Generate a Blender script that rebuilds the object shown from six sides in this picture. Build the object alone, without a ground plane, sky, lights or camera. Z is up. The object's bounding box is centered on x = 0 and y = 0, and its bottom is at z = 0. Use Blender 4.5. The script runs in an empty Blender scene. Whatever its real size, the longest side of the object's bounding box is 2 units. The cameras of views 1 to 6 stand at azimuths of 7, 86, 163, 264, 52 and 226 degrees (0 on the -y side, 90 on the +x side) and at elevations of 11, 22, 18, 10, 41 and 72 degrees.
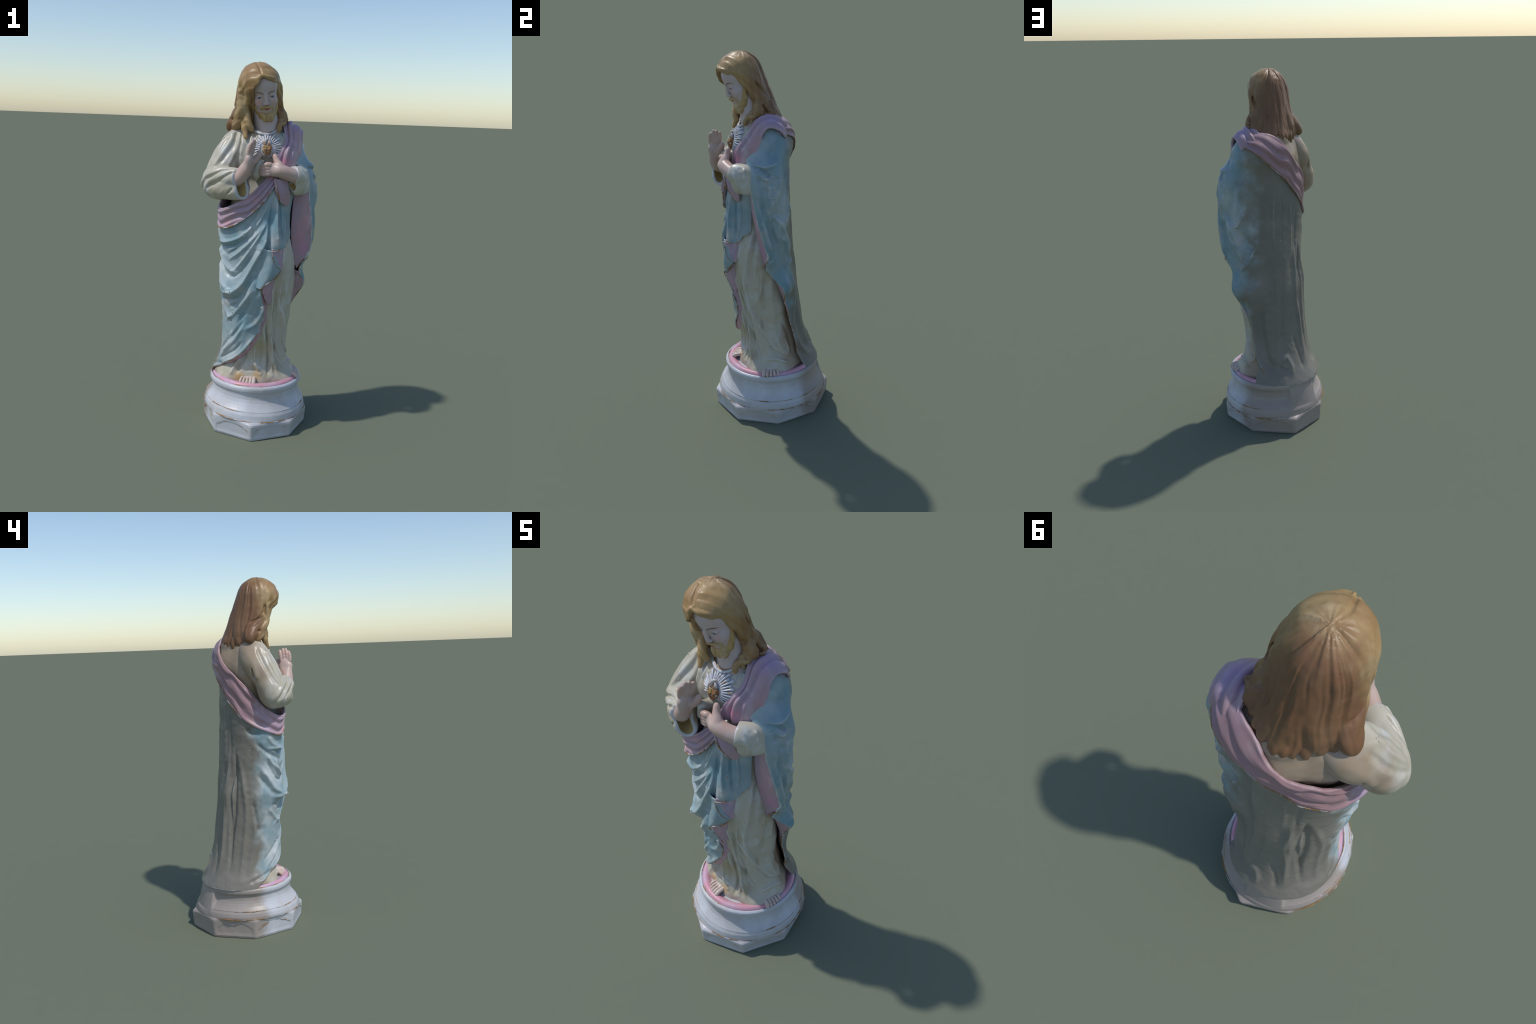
"""Painted porcelain figurine: a robed, long-haired bearded man on an octagonal plinth.
Robes are polar shells and spline sheets, flesh and hair are smooth-blended solids meshed here,
folds are ridges and grooves drawn along curves."""
import bpy, math
import numpy as np

rng = np.random.default_rng(7)

# ---------------------------------------------------------------- profiles
def hermite(xs, ys, x):
    """smooth monotone-ish curve through (xs, ys); ys may be 2-D (rows of values)"""
    xs = np.asarray(xs, float); ys = np.asarray(ys, float)
    x = np.clip(np.asarray(x, float), xs[0], xs[-1])
    m = np.gradient(ys, xs, axis=0)
    i = np.clip(np.searchsorted(xs, x, side='right') - 1, 0, len(xs) - 2)
    h = xs[i + 1] - xs[i]; t = (x - xs[i]) / h
    if ys.ndim == 2:
        t = t[..., None]; h = h[..., None]
    return ((1 + 2*t)*(1-t)**2*ys[i] + t*(1-t)**2*h*m[i]
            + t*t*(3-2*t)*ys[i+1] + t*t*(t-1)*h*m[i+1])

AXIS_Z = [0.25, 0.50, 0.80, 1.00, 1.20, 1.40, 1.60, 1.75]
AXIS_Y = [0.02, 0.00, -0.04, -0.06, -0.06, -0.05, -0.02, -0.01]
def axis_y(z):
    return hermite(AXIS_Z, AXIS_Y, z)

def polar_radius(table, az, z):
    """table: {height: radii at azimuth 0, 30, ... 330 (0 = front, 90 = +x)}"""
    zs = sorted(table)
    rows = np.array([table[k] for k in zs], float)
    az, z = np.broadcast_arrays(np.asarray(az, float), np.asarray(z, float))
    R = hermite(zs, rows, z.ravel())
    a = (az.ravel() % 360.0) / 30.0
    i = np.floor(a).astype(int) % 12; t = a - np.floor(a)
    k = np.arange(len(i))
    p0, p1, p2, p3 = (R[k, (i + d) % 12] for d in (-1, 0, 1, 2))
    v = 0.5*(2*p1 + (p2-p0)*t + (2*p0-5*p1+4*p2-p3)*t*t + (3*p1-p0-3*p2+p3)*t**3)
    return v.reshape(az.shape)

def polar_point(az, z, r):
    a = np.radians(az)
    return np.stack([r*np.sin(a), axis_y(z) - r*np.cos(a), z + 0*a], -1)

# radii every 30 degrees:   front  30    60    90   120   150   back  210   240   270   300   330
TUNIC = {
    0.270: (0.200, 0.215, 0.236, 0.235, 0.200, 0.200, 0.210, 0.210, 0.210, 0.245, 0.250, 0.225),
    0.300: (0.195, 0.207, 0.224, 0.224, 0.190, 0.190, 0.200, 0.200, 0.200, 0.235, 0.243, 0.218),
    0.350: (0.182, 0.178, 0.184, 0.197, 0.165, 0.170, 0.180, 0.180, 0.180, 0.190, 0.212, 0.200),
    0.420: (0.172, 0.163, 0.166, 0.170, 0.150, 0.160, 0.165, 0.165, 0.165, 0.170, 0.170, 0.170),
    0.520: (0.168, 0.159, 0.158, 0.163, 0.150, 0.150, 0.155, 0.155, 0.160, 0.170, 0.170, 0.170),
    0.650: (0.170, 0.163, 0.169, 0.178, 0.170, 0.145, 0.145, 0.150, 0.150, 0.160, 0.170, 0.175),
    0.800: (0.170, 0.173, 0.190, 0.196, 0.185, 0.150, 0.150, 0.150, 0.150, 0.160, 0.175, 0.180),
    0.950: (0.165, 0.176, 0.194, 0.200, 0.190, 0.155, 0.155, 0.155, 0.155, 0.160, 0.175, 0.175),
    1.100: (0.150, 0.160, 0.168, 0.168, 0.165, 0.155, 0.155, 0.155, 0.155, 0.160, 0.175, 0.165),
    1.250: (0.110, 0.130, 0.155, 0.165, 0.165, 0.155, 0.150, 0.150, 0.155, 0.160, 0.150, 0.115),
    1.380: (0.095, 0.115, 0.165, 0.190, 0.180, 0.155, 0.148, 0.145, 0.145, 0.165, 0.135, 0.100),
    1.480: (0.118, 0.130, 0.170, 0.195, 0.185, 0.155, 0.146, 0.145, 0.150, 0.180, 0.188, 0.148),
    1.560: (0.142, 0.145, 0.170, 0.190, 0.185, 0.160, 0.146, 0.145, 0.140, 0.165, 0.192, 0.165),
    1.610: (0.132, 0.130, 0.145, 0.172, 0.165, 0.140, 0.128, 0.120, 0.120, 0.150, 0.170, 0.148),
    1.650: (0.100, 0.095, 0.105, 0.130, 0.130, 0.115, 0.105, 0.110, 0.100, 0.120, 0.120, 0.105),
    1.690: (0.050, 0.050, 0.060, 0.070, 0.070, 0.065, 0.060, 0.060, 0.065, 0.075, 0.065, 0.050),
}
MANTLE = {
    0.270: (0.205, 0.200, 0.195, 0.200, 0.225, 0.250, 0.255, 0.262, 0.265, 0.262, 0.262, 0.245),
    0.310: (0.200, 0.185, 0.180, 0.185, 0.205, 0.230, 0.236, 0.240, 0.245, 0.250, 0.252, 0.235),
    0.360: (0.195, 0.178, 0.170, 0.165, 0.182, 0.208, 0.215, 0.215, 0.218, 0.222, 0.228, 0.222),
    0.430: (0.197, 0.178, 0.168, 0.158, 0.182, 0.198, 0.197, 0.195, 0.197, 0.202, 0.215, 0.218),
    0.520: (0.192, 0.185, 0.172, 0.160, 0.180, 0.186, 0.183, 0.182, 0.185, 0.192, 0.210, 0.215),
    0.620: (0.187, 0.182, 0.178, 0.172, 0.195, 0.186, 0.180, 0.178, 0.180, 0.190, 0.205, 0.208),
    0.720: (0.190, 0.185, 0.180, 0.190, 0.236, 0.190, 0.183, 0.178, 0.180, 0.190, 0.205, 0.200),
    0.810: (0.200, 0.190, 0.190, 0.215, 0.282, 0.196, 0.187, 0.182, 0.182, 0.195, 0.220, 0.212),
    0.900: (0.180, 0.190, 0.200, 0.225, 0.263, 0.186, 0.190, 0.174, 0.174, 0.190, 0.208, 0.189),
    1.000: (0.174, 0.195, 0.205, 0.284, 0.255, 0.190, 0.193, 0.176, 0.176, 0.192, 0.212, 0.186),
    1.100: (0.166, 0.192, 0.205, 0.289, 0.259, 0.188, 0.186, 0.172, 0.176, 0.200, 0.222, 0.188),
    1.200: (0.158, 0.180, 0.205, 0.289, 0.261, 0.184, 0.178, 0.168, 0.179, 0.200, 0.220, 0.180),
    1.300: (0.160, 0.170, 0.200, 0.284, 0.263, 0.180, 0.172, 0.164, 0.179, 0.190, 0.195, 0.165),
    1.400: (0.150, 0.165, 0.210, 0.288, 0.265, 0.178, 0.162, 0.160, 0.179, 0.185, 0.180, 0.155),
    1.470: (0.140, 0.150, 0.195, 0.270, 0.240, 0.174, 0.160, 0.158, 0.165, 0.185, 0.175, 0.150),
    1.540: (0.140, 0.150, 0.178, 0.228, 0.230, 0.185, 0.160, 0.155, 0.150, 0.160, 0.175, 0.150),
    1.600: (0.135, 0.140, 0.160, 0.205, 0.205, 0.175, 0.145, 0.135, 0.130, 0.150, 0.165, 0.145),
    1.650: (0.105, 0.105, 0.125, 0.170, 0.170, 0.140, 0.115, 0.120, 0.135, 0.150, 0.125, 0.110),
    1.705: (0.050, 0.050, 0.060, 0.085, 0.090, 0.075, 0.065, 0.070, 0.075, 0.080, 0.065, 0.050),
}
# folds: (height, width, [(azimuth, height above ground), ...]); negative = groove
MANTLE_FRONT = [
    (0.0116, 0.0102, [(-69.1, 1.066), (-49.0, 1.065), (-30.5, 1.087), (-14.6, 1.128), (-4.5, 1.167)]),
    (-0.0101, 0.0085, [(-56.4, 1.041), (-40.7, 1.044), (-27.1, 1.066), (-10.7, 1.113)]),
    (0.0087, 0.0093, [(-59.8, 1.022), (-53.4, 0.958), (-42.6, 0.914), (-35.0, 0.906)]),
    (0.0087, 0.0085, [(-44.7, 0.969), (-28.5, 1.01), (-13.3, 1.059), (0.3, 1.109), (14.2, 1.16)]),
    (-0.0072, 0.0076, [(-46.5, 0.997), (-30.5, 1.037), (-15.4, 1.085), (-0.3, 1.141)]),
    (0.0087, 0.0085, [(-36.7, 0.905), (-22.8, 0.962), (-5.9, 1.044), (9.4, 1.122), (17.6, 1.176)]),
    (-0.0087, 0.0085, [(-53.0, 0.895), (-38.9, 0.876), (-25.5, 0.905), (-12.0, 0.965), (1.5, 1.034)]),
    (0.0188, 0.0145, [(-60.0, 0.832), (-49.9, 0.788), (-34.7, 0.794), (-20.2, 0.836), (-7.8, 0.916), (5.4, 1.002), (18.1, 1.086), (24.2, 1.167)]),
    (-0.0145, 0.0119, [(-54.7, 0.741), (-32.6, 0.753), (-16.2, 0.799), (-3.7, 0.879)]),
    (0.0087, 0.0119, [(-48.0, 0.62), (-29.3, 0.678), (-11.8, 0.759), (-2.4, 0.814)]),
    (-0.0087, 0.011, [(-42.1, 0.698), (-25.6, 0.74), (-11.5, 0.801)]),
    (-0.0072, 0.0102, [(-24.4, 0.616), (-12.2, 0.692), (-2.3, 0.755)]),
    (0.0101, 0.0127, [(-11.4, 0.585), (4.7, 0.623), (14.6, 0.684), (19.2, 0.738)]),
    (-0.0174, 0.0136, [(30.9, 1.294), (25.0, 1.141), (20.2, 1.017), (14.8, 0.893), (8.6, 0.804)]),
    (0.0145, 0.0119, [(36.9, 1.315), (35.9, 1.194), (38.7, 1.06)]),
    (-0.0116, 0.0085, [(45.9, 1.315), (47.3, 1.192), (49.8, 1.079)]),
    (0.0072, 0.0102, [(55.9, 1.282), (58.2, 1.191), (56.9, 1.099)]),
    (-0.0058, 0.0085, [(5.5, 1.27), (-5.1, 1.199), (-18.3, 1.144)]),
    (0.0058, 0.0085, [(20.1, 1.283), (10.2, 1.207), (-2.2, 1.146)]),
]
MANTLE_FRONT_LOW = [
    (0.0087, 0.011, [(-61.9, 0.366), (-43.8, 0.45), (-26.4, 0.528), (-17.8, 0.603)]),
    (-0.0087, 0.0102, [(-61.6, 0.428), (-42.1, 0.501), (-23.8, 0.577), (-15.1, 0.64)]),
    (0.0087, 0.0102, [(-48.1, 0.367), (-25.3, 0.42), (-10.3, 0.481), (1.8, 0.541)]),
    (-0.0072, 0.0085, [(-56.5, 0.386), (-29.1, 0.453), (-16.8, 0.509)]),
]
MANTLE_RIGHT_LOW = [
    (0.013, 0.0136, [(-79.8, 0.953), (-66.6, 0.892), (-52.5, 0.828), (-22.8, 0.779)]),
    (-0.0116, 0.0136, [(-83.2, 0.917), (-66.3, 0.842), (-47.2, 0.78)]),
    (0.0087, 0.0102, [(-71.1, 1.03), (-61.9, 0.976), (-34.3, 0.901)]),
    (-0.0072, 0.0102, [(-72.5, 0.994), (-60.4, 0.925), (-43.5, 0.871)]),
    (0.0087, 0.0153, [(-118.2, 0.988), (-107.6, 0.846), (-99.0, 0.701), (-97.1, 0.481), (-100.5, 0.331)]),
    (-0.013, 0.0136, [(-128.0, 1.044), (-124.3, 0.878), (-120.5, 0.698), (-121.2, 0.514)]),
    (0.0072, 0.0136, [(-145.5, 1.011), (-141.4, 0.838), (-139.4, 0.654), (-139.0, 0.469)]),
    (-0.0087, 0.0119, [(-90.4, 0.774), (-80.6, 0.662), (-74.2, 0.587)]),
    (0.0087, 0.0119, [(-63.9, 0.73), (-47.9, 0.668), (-36.5, 0.644)]),
    (0.0072, 0.0153, [(-80.6, 0.662), (-80.9, 0.516), (-88.3, 0.343)]),
    (-0.0072, 0.0136, [(-67.5, 0.651), (-68.5, 0.505), (-76.8, 0.365)]),
    (-0.0087, 0.0119, [(-156.2, 0.531), (-149.3, 0.425), (-146.6, 0.335)]),
    (0.0087, 0.0119, [(-49.2, 0.432), (-37.7, 0.503), (-29.4, 0.578)]),
    (-0.0072, 0.0102, [(-88.5, 0.311), (-70.5, 0.335), (-44.5, 0.367)]),
]
MANTLE_RIGHT_WAIST = [
    (-0.0101, 0.0119, [(-103.4, 1.183), (-95.5, 1.148), (-80.1, 1.154)]),
    (0.0087, 0.0119, [(-71.2, 1.138), (-63.8, 1.093), (-42.5, 1.053)]),
    (-0.0087, 0.0119, [(-88.3, 1.098), (-69.3, 1.037), (-45.9, 0.997)]),
]
MANTLE_LEFT_ARM = [
    (0.012, 0.0136, [(82.7, 1.476), (95.6, 1.477), (107.6, 1.488)]),
    (-0.0144, 0.0068, [(80.5, 1.472), (89.6, 1.464), (96.2, 1.439), (99.5, 1.423)]),
    (0.0096, 0.0102, [(84.7, 1.449), (89.3, 1.431), (97.6, 1.41)]),
    (-0.0108, 0.0093, [(85.1, 1.454), (88.4, 1.426), (88.8, 1.401)]),
    (-0.0096, 0.011, [(91.5, 1.416), (93.9, 1.381), (95.4, 1.339)]),
    (-0.0096, 0.0136, [(106.3, 1.428), (106.4, 1.384), (107.1, 1.342)]),
    (0.0072, 0.017, [(99.8, 1.389), (100.3, 1.347), (100.8, 1.315)]),
    (-0.006, 0.017, [(94.5, 1.557), (102.3, 1.515), (106.4, 1.461)]),
]
MANTLE_LEFT_SIDE = [
    (0.013, 0.0136, [(84.9, 1.388), (89.7, 1.284), (95.6, 1.156), (103.8, 1.004)]),
    (-0.0145, 0.0119, [(89.6, 1.315), (94.7, 1.242), (97.7, 1.198), (105.4, 1.071), (111.7, 0.981)]),
    (0.0116, 0.0136, [(100.0, 1.376), (100.9, 1.27), (98.8, 1.218), (109.4, 1.076), (117.7, 0.927)]),
    (-0.013, 0.0153, [(109.2, 1.22), (102.0, 1.151), (115.3, 1.01), (119.5, 0.902)]),
    (0.0072, 0.0136, [(112.2, 1.183), (121.1, 1.093), (128.3, 0.989)]),
    (-0.0116, 0.011, [(100.5, 1.048), (102.6, 1.005), (96.9, 0.971)]),
]
MANTLE_BACK_HIGH = [
    (0.0145, 0.0187, [(107.4, 1.508), (109.1, 1.387), (103.0, 1.253)]),
    (-0.0174, 0.0187, [(125.0, 1.494), (119.1, 1.371), (109.1, 1.251), (115.5, 1.197)]),
    (0.0145, 0.0119, [(102.9, 1.231), (115.3, 1.168), (125.2, 1.084), (129.0, 1.033)]),
    (0.0174, 0.0119, [(131.1, 1.265), (126.1, 1.208), (120.0, 1.17)]),
    (-0.0145, 0.017, [(122.9, 1.15), (132.4, 1.084), (136.5, 1.04)]),
    (-0.0087, 0.0102, [(100.2, 1.199), (105.9, 1.117), (111.8, 1.033)]),
    (0.0043, 0.0102, [(173.5, 1.348), (171.7, 1.208), (171.7, 1.036)]),
    (-0.0043, 0.0102, [(-171.2, 1.344), (-172.7, 1.203), (-175.1, 1.032)]),
    (0.0043, 0.0102, [(-152.8, 1.3), (-150.9, 1.191), (-154.1, 1.017)]),
    (-0.0058, 0.0102, [(-135.4, 1.255), (-137.6, 1.146), (-139.9, 1.006)]),
]
MANTLE_BACK_LOW = [
    (0.0145, 0.0136, [(114.6, 1.101), (123.3, 1.047), (128.6, 0.975), (125.9, 0.926)]),
    (0.013, 0.011, [(141.3, 1.053), (136.1, 0.996), (127.4, 0.94)]),
    (-0.0116, 0.017, [(133.2, 1.018), (133.8, 0.89), (133.8, 0.809)]),
    (-0.0145, 0.0153, [(110.0, 1.024), (120.1, 0.888), (124.4, 0.759), (115.9, 0.647)]),
    (0.0203, 0.017, [(136.2, 0.76), (129.3, 0.58), (135.2, 0.434), (149.1, 0.337)]),
    (-0.0145, 0.0255, [(145.0, 0.74), (143.1, 0.587), (152.9, 0.408), (166.5, 0.348)]),
    (0.0043, 0.0119, [(175.2, 0.956), (172.6, 0.736), (169.0, 0.516)]),
    (-0.0058, 0.0119, [(-173.5, 0.951), (-175.8, 0.731), (-180.4, 0.476)]),
    (0.0087, 0.0119, [(175.5, 0.4), (184.8, 0.424), (191.5, 0.37), (190.6, 0.325)]),
    (-0.0087, 0.0102, [(172.9, 0.373), (185.9, 0.347)]),
    (0.0087, 0.0136, [(-142.4, 0.963), (-147.5, 0.785), (-138.7, 0.551), (-137.8, 0.364)]),
    (-0.0087, 0.0119, [(-125.9, 0.987), (-133.7, 0.809), (-121.2, 0.546), (-117.9, 0.354)]),
]
MANTLE_FOLDS = MANTLE_FRONT + MANTLE_FRONT_LOW + MANTLE_RIGHT_LOW + MANTLE_RIGHT_WAIST + MANTLE_LEFT_ARM + MANTLE_LEFT_SIDE + MANTLE_BACK_HIGH + MANTLE_BACK_LOW
TUNIC_FRONT = [
    (0.0087, 0.0085, [(32.4, 0.843), (36.2, 0.711), (38.2, 0.525)]),
    (-0.0087, 0.0085, [(41.9, 0.83), (44.7, 0.708), (51.3, 0.581)]),
    (0.0087, 0.0119, [(56.3, 0.884), (58.0, 0.702), (62.4, 0.574)]),
]
TUNIC_FRONT_LOW = [
    (-0.0174, 0.0085, [(26.1, 0.636), (27.7, 0.512), (31.5, 0.415), (27.1, 0.318)]),
    (0.0145, 0.0102, [(32.0, 0.665), (38.3, 0.508), (39.2, 0.4), (45.2, 0.322)]),
    (-0.0101, 0.0102, [(43.7, 0.642), (47.5, 0.504), (49.1, 0.407), (56.7, 0.335)]),
    (0.0116, 0.0119, [(5.3, 0.486), (4.1, 0.42), (10.2, 0.35), (18.7, 0.318)]),
    (-0.0116, 0.0102, [(-11.7, 0.439), (-19.3, 0.378), (-24.4, 0.32)]),
    (0.0101, 0.0102, [(-23.5, 0.409), (-29.2, 0.362), (-33.6, 0.308)]),
    (-0.0087, 0.0119, [(14.4, 0.577), (17.4, 0.454), (17.7, 0.372)]),
    (0.0087, 0.0119, [(-11.6, 0.37), (2.6, 0.384), (17.5, 0.344)]),
    (-0.0072, 0.0085, [(-10.7, 0.342), (3.0, 0.35), (15.5, 0.329)]),
]
TUNIC_LEFT_SIDE = [
    (0.0087, 0.0136, [(80.6, 1.11), (71.5, 1.003), (60.9, 0.854), (54.2, 0.722)]),
    (-0.0087, 0.0119, [(87.6, 1.082), (79.4, 0.977), (68.3, 0.828)]),
    (0.0072, 0.0136, [(88.8, 0.892), (82.1, 0.77), (70.9, 0.701)]),
    (-0.0087, 0.0153, [(93.8, 0.861), (88.7, 0.737), (79.6, 0.604)]),
    (0.0072, 0.017, [(103.3, 0.856), (98.7, 0.734), (92.7, 0.604)]),
    (0.0101, 0.0085, [(51.6, 0.906), (46.8, 0.747), (56.8, 0.658), (68.4, 0.559)]),
    (-0.0116, 0.0076, [(41.1, 0.772), (38.2, 0.64), (39.1, 0.537)]),
]
TUNIC_LEFT_LOW = [
    (0.0116, 0.0085, [(53.6, 0.717), (58.5, 0.628), (68.5, 0.528), (83.4, 0.445), (95.0, 0.396)]),
    (-0.0116, 0.0085, [(33.6, 0.631), (38.4, 0.532), (50.7, 0.441), (63.9, 0.367)]),
    (0.0101, 0.0102, [(19.1, 0.582), (27.8, 0.482), (35.6, 0.401), (35.2, 0.32)]),
    (-0.0116, 0.0119, [(71.0, 0.596), (71.6, 0.504), (84.9, 0.433)]),
    (0.0087, 0.017, [(101.8, 0.682), (94.0, 0.551), (97.9, 0.452), (108.9, 0.372)]),
    (-0.0087, 0.0119, [(81.0, 0.433), (92.6, 0.387), (109.0, 0.349)]),
    (0.0087, 0.0119, [(113.4, 0.464), (119.7, 0.395), (110.1, 0.359)]),
    (-0.0087, 0.0119, [(112.1, 0.558), (126.9, 0.452), (127.6, 0.363)]),
    (0.0101, 0.0102, [(68.4, 0.35), (88.0, 0.362), (111.0, 0.326)]),
]
TUNIC_FOLDS = TUNIC_FRONT + TUNIC_FRONT_LOW + TUNIC_LEFT_SIDE + TUNIC_LEFT_LOW
TUNIC_CHEST = [(0.006, 0.009, [(-25.0, 1.65), (-19.5, 1.608), (-20.5, 1.566)]), (-0.006, 0.009, [(-34.3, 1.649), (-26.4, 1.597), (-27.6, 1.534)]), (0.006, 0.01, [(-49.9, 1.653), (-33.8, 1.591), (-35.6, 1.512)]), (-0.007, 0.01, [(-53.4, 1.642), (-38.8, 1.574), (-41.2, 1.5)]), (0.004, 0.008, [(49.6, 1.649), (43.8, 1.613)]), (-0.004, 0.008, [(36.0, 1.638), (34.1, 1.602)]), (0.004, 0.007, [(-9.6, 1.635), (-10.0, 1.609)])]
SLEEVE_RIGHT = [
    (0.01, 0.01, [(-0.152, -0.114, 1.646), (-0.156, -0.152, 1.599), (-0.192, -0.185, 1.535), (-0.224, -0.206, 1.482), (-0.23, -0.214, 1.461)]),
    (-0.008, 0.01, [(-0.129, -0.124, 1.641), (-0.133, -0.155, 1.589), (-0.169, -0.189, 1.526), (-0.206, -0.213, 1.473)]),
    (0.009, 0.01, [(-0.112, -0.126, 1.637), (-0.117, -0.153, 1.574), (-0.138, -0.181, 1.511), (-0.16, -0.202, 1.469)]),
    (-0.012, 0.01, [(-0.122, -0.165, 1.532), (-0.136, -0.184, 1.485), (-0.143, -0.19, 1.453)]),
    (0.007, 0.01, [(-0.191, -0.104, 1.623), (-0.208, -0.158, 1.565), (-0.235, -0.179, 1.512), (-0.257, -0.199, 1.459)]),
    (0.012, 0.009, [(-0.28, -0.201, 1.415), (-0.236, -0.221, 1.438), (-0.192, -0.229, 1.451), (-0.154, -0.232, 1.455)]),
    (-0.01, 0.008, [(-0.28, -0.213, 1.395), (-0.227, -0.239, 1.421), (-0.178, -0.251, 1.442), (-0.134, -0.258, 1.45)]),
    (0.011, 0.009, [(-0.27, -0.224, 1.381), (-0.226, -0.245, 1.4), (-0.174, -0.268, 1.425), (-0.122, -0.266, 1.448)]),
    (-0.009, 0.008, [(-0.243, -0.235, 1.362), (-0.196, -0.261, 1.392), (-0.157, -0.276, 1.421), (-0.114, -0.282, 1.439)]),
    (0.008, 0.01, [(-0.224, -0.244, 1.342), (-0.174, -0.263, 1.373), (-0.128, -0.29, 1.413)]),
    (0.009, 0.006, [(-0.208, -0.209, 1.297), (-0.178, -0.265, 1.336), (-0.156, -0.273, 1.359), (-0.14, -0.274, 1.367)]),
    (-0.007, 0.008, [(-0.17, -0.244, 1.308), (-0.139, -0.276, 1.339), (-0.117, -0.281, 1.361)]),
    (-0.008, 0.009, [(-0.267, -0.221, 1.348), (-0.237, -0.237, 1.373), (-0.214, -0.247, 1.38)]),
    (0.009, 0.01, [(-0.129, -0.124, 1.649), (-0.218, -0.145, 1.567), (-0.252, -0.173, 1.499), (-0.271, -0.203, 1.431)]),
    (-0.008, 0.01, [(-0.201, -0.087, 1.616), (-0.25, -0.119, 1.528), (-0.279, -0.155, 1.46), (-0.29, -0.186, 1.412)]),
    (0.007, 0.012, [(-0.188, -0.032, 1.591), (-0.224, -0.061, 1.536), (-0.246, -0.077, 1.468), (-0.237, -0.07, 1.462)]),
    (-0.012, 0.008, [(-0.137, -0.014, 1.543), (-0.22, -0.054, 1.516), (-0.23, -0.065, 1.468), (-0.244, -0.076, 1.455)]),
    (0.01, 0.01, [(-0.296, -0.162, 1.339), (-0.297, -0.191, 1.378), (-0.264, -0.217, 1.416), (-0.203, -0.241, 1.44)]),
    (-0.008, 0.008, [(-0.293, -0.183, 1.338), (-0.284, -0.213, 1.377), (-0.219, -0.245, 1.419)]),
    (0.009, 0.008, [(-0.282, -0.205, 1.336), (-0.26, -0.23, 1.374), (-0.206, -0.254, 1.418)]),
    (-0.006, 0.008, [(-0.241, -0.232, 1.332), (-0.185, -0.259, 1.376), (-0.188, -0.265, 1.417)]),
]
SLEEVE_LEFT = [
    (-0.006, 0.009, [(0.229, -0.151, 1.468), (0.253, -0.145, 1.448), (0.262, -0.144, 1.414)]),
    (0.006, 0.009, [(0.239, -0.129, 1.466), (0.261, -0.128, 1.444), (0.265, -0.132, 1.404)]),
    (-0.005, 0.01, [(0.231, -0.174, 1.459), (0.261, -0.154, 1.419), (0.258, -0.126, 1.371)]),
    (0.005, 0.009, [(0.234, -0.182, 1.449), (0.247, -0.17, 1.401), (0.236, -0.156, 1.35)]),
]
DOTS_MANTLE = [(-19.2, 1.112), (11.3, 1.081), (-25.4, 0.936), (-32.1, 0.796), (6.1, 0.927), (-25.3, 0.666), (4.4, 0.69), (40.7, 1.19), (-41.7, 0.53)]
DOTS_TUNIC = [(67.4, 0.896), (36.0, 0.811), (76.9, 1.04), (97.0, 0.735), (111.6, 0.397)]
GOLD_SPOTS = [(43.2, 1.164), (14.3, 0.717), (-33.9, 0.672), (-37.4, 0.649), (-45.4, 1.152)]
# ---------------------------------------------------------------- helpers
def value_noise(P, scale, seed=0):
    """smooth lattice noise in -1..1"""
    Q = np.asarray(P, float) * scale + 57.3 + seed * 11.7
    i = np.floor(Q).astype(np.int64); f = Q - i; f = f*f*(3-2*f)
    def h(a, b, c):
        n = (a*73856093) ^ (b*19349663) ^ (c*83492791) ^ (seed*2654435)
        n = (n ^ (n >> 13)) * 1274126177
        n = n ^ (n >> 16)
        return (n & 0xffff) / 32767.5 - 1.0
    out = 0.0
    for dx in (0, 1):
        for dy in (0, 1):
            for dz in (0, 1):
                w = ((f[..., 0] if dx else 1-f[..., 0]) * (f[..., 1] if dy else 1-f[..., 1])
                     * (f[..., 2] if dz else 1-f[..., 2]))
                out = out + w * h(i[..., 0]+dx, i[..., 1]+dy, i[..., 2]+dz)
    return out

def spline(pts, n):
    """Catmull-Rom curve through pts, n samples"""
    p = np.asarray(pts, float)
    if len(p) < 3:
        t = np.linspace(0, 1, n)[:, None]
        return p[0]*(1-t) + p[-1]*t
    q = np.vstack([2*p[0]-p[1], p, 2*p[-1]-p[-2]])
    s = np.linspace(0, len(p)-1, n); i = np.minimum(s.astype(int), len(p)-2); t = (s-i)[:, None]
    a, b, c, d = q[i], q[i+1], q[i+2], q[i+3]
    return 0.5*(2*b + (c-a)*t + (2*a-5*b+4*c-d)*t*t + (3*b-a-3*c+d)*t**3)

def curve_distance(P, pts):
    """distance of points P to a polyline, and position 0..1 along it"""
    pts = np.asarray(pts, float); best = np.full(len(P), 9.0); pos = np.zeros(len(P)); m = len(pts)-1
    for k in range(m):
        a, d = pts[k], pts[k+1]-pts[k]
        t = np.clip(((P-a) @ d) / max(d @ d, 1e-12), 0, 1)
        q = np.sqrt(((P - a - t[:, None]*d)**2).sum(1))
        w = q < best; best[w] = q[w]; pos[w] = (k + t[w]) / m
    return best, pos

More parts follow.
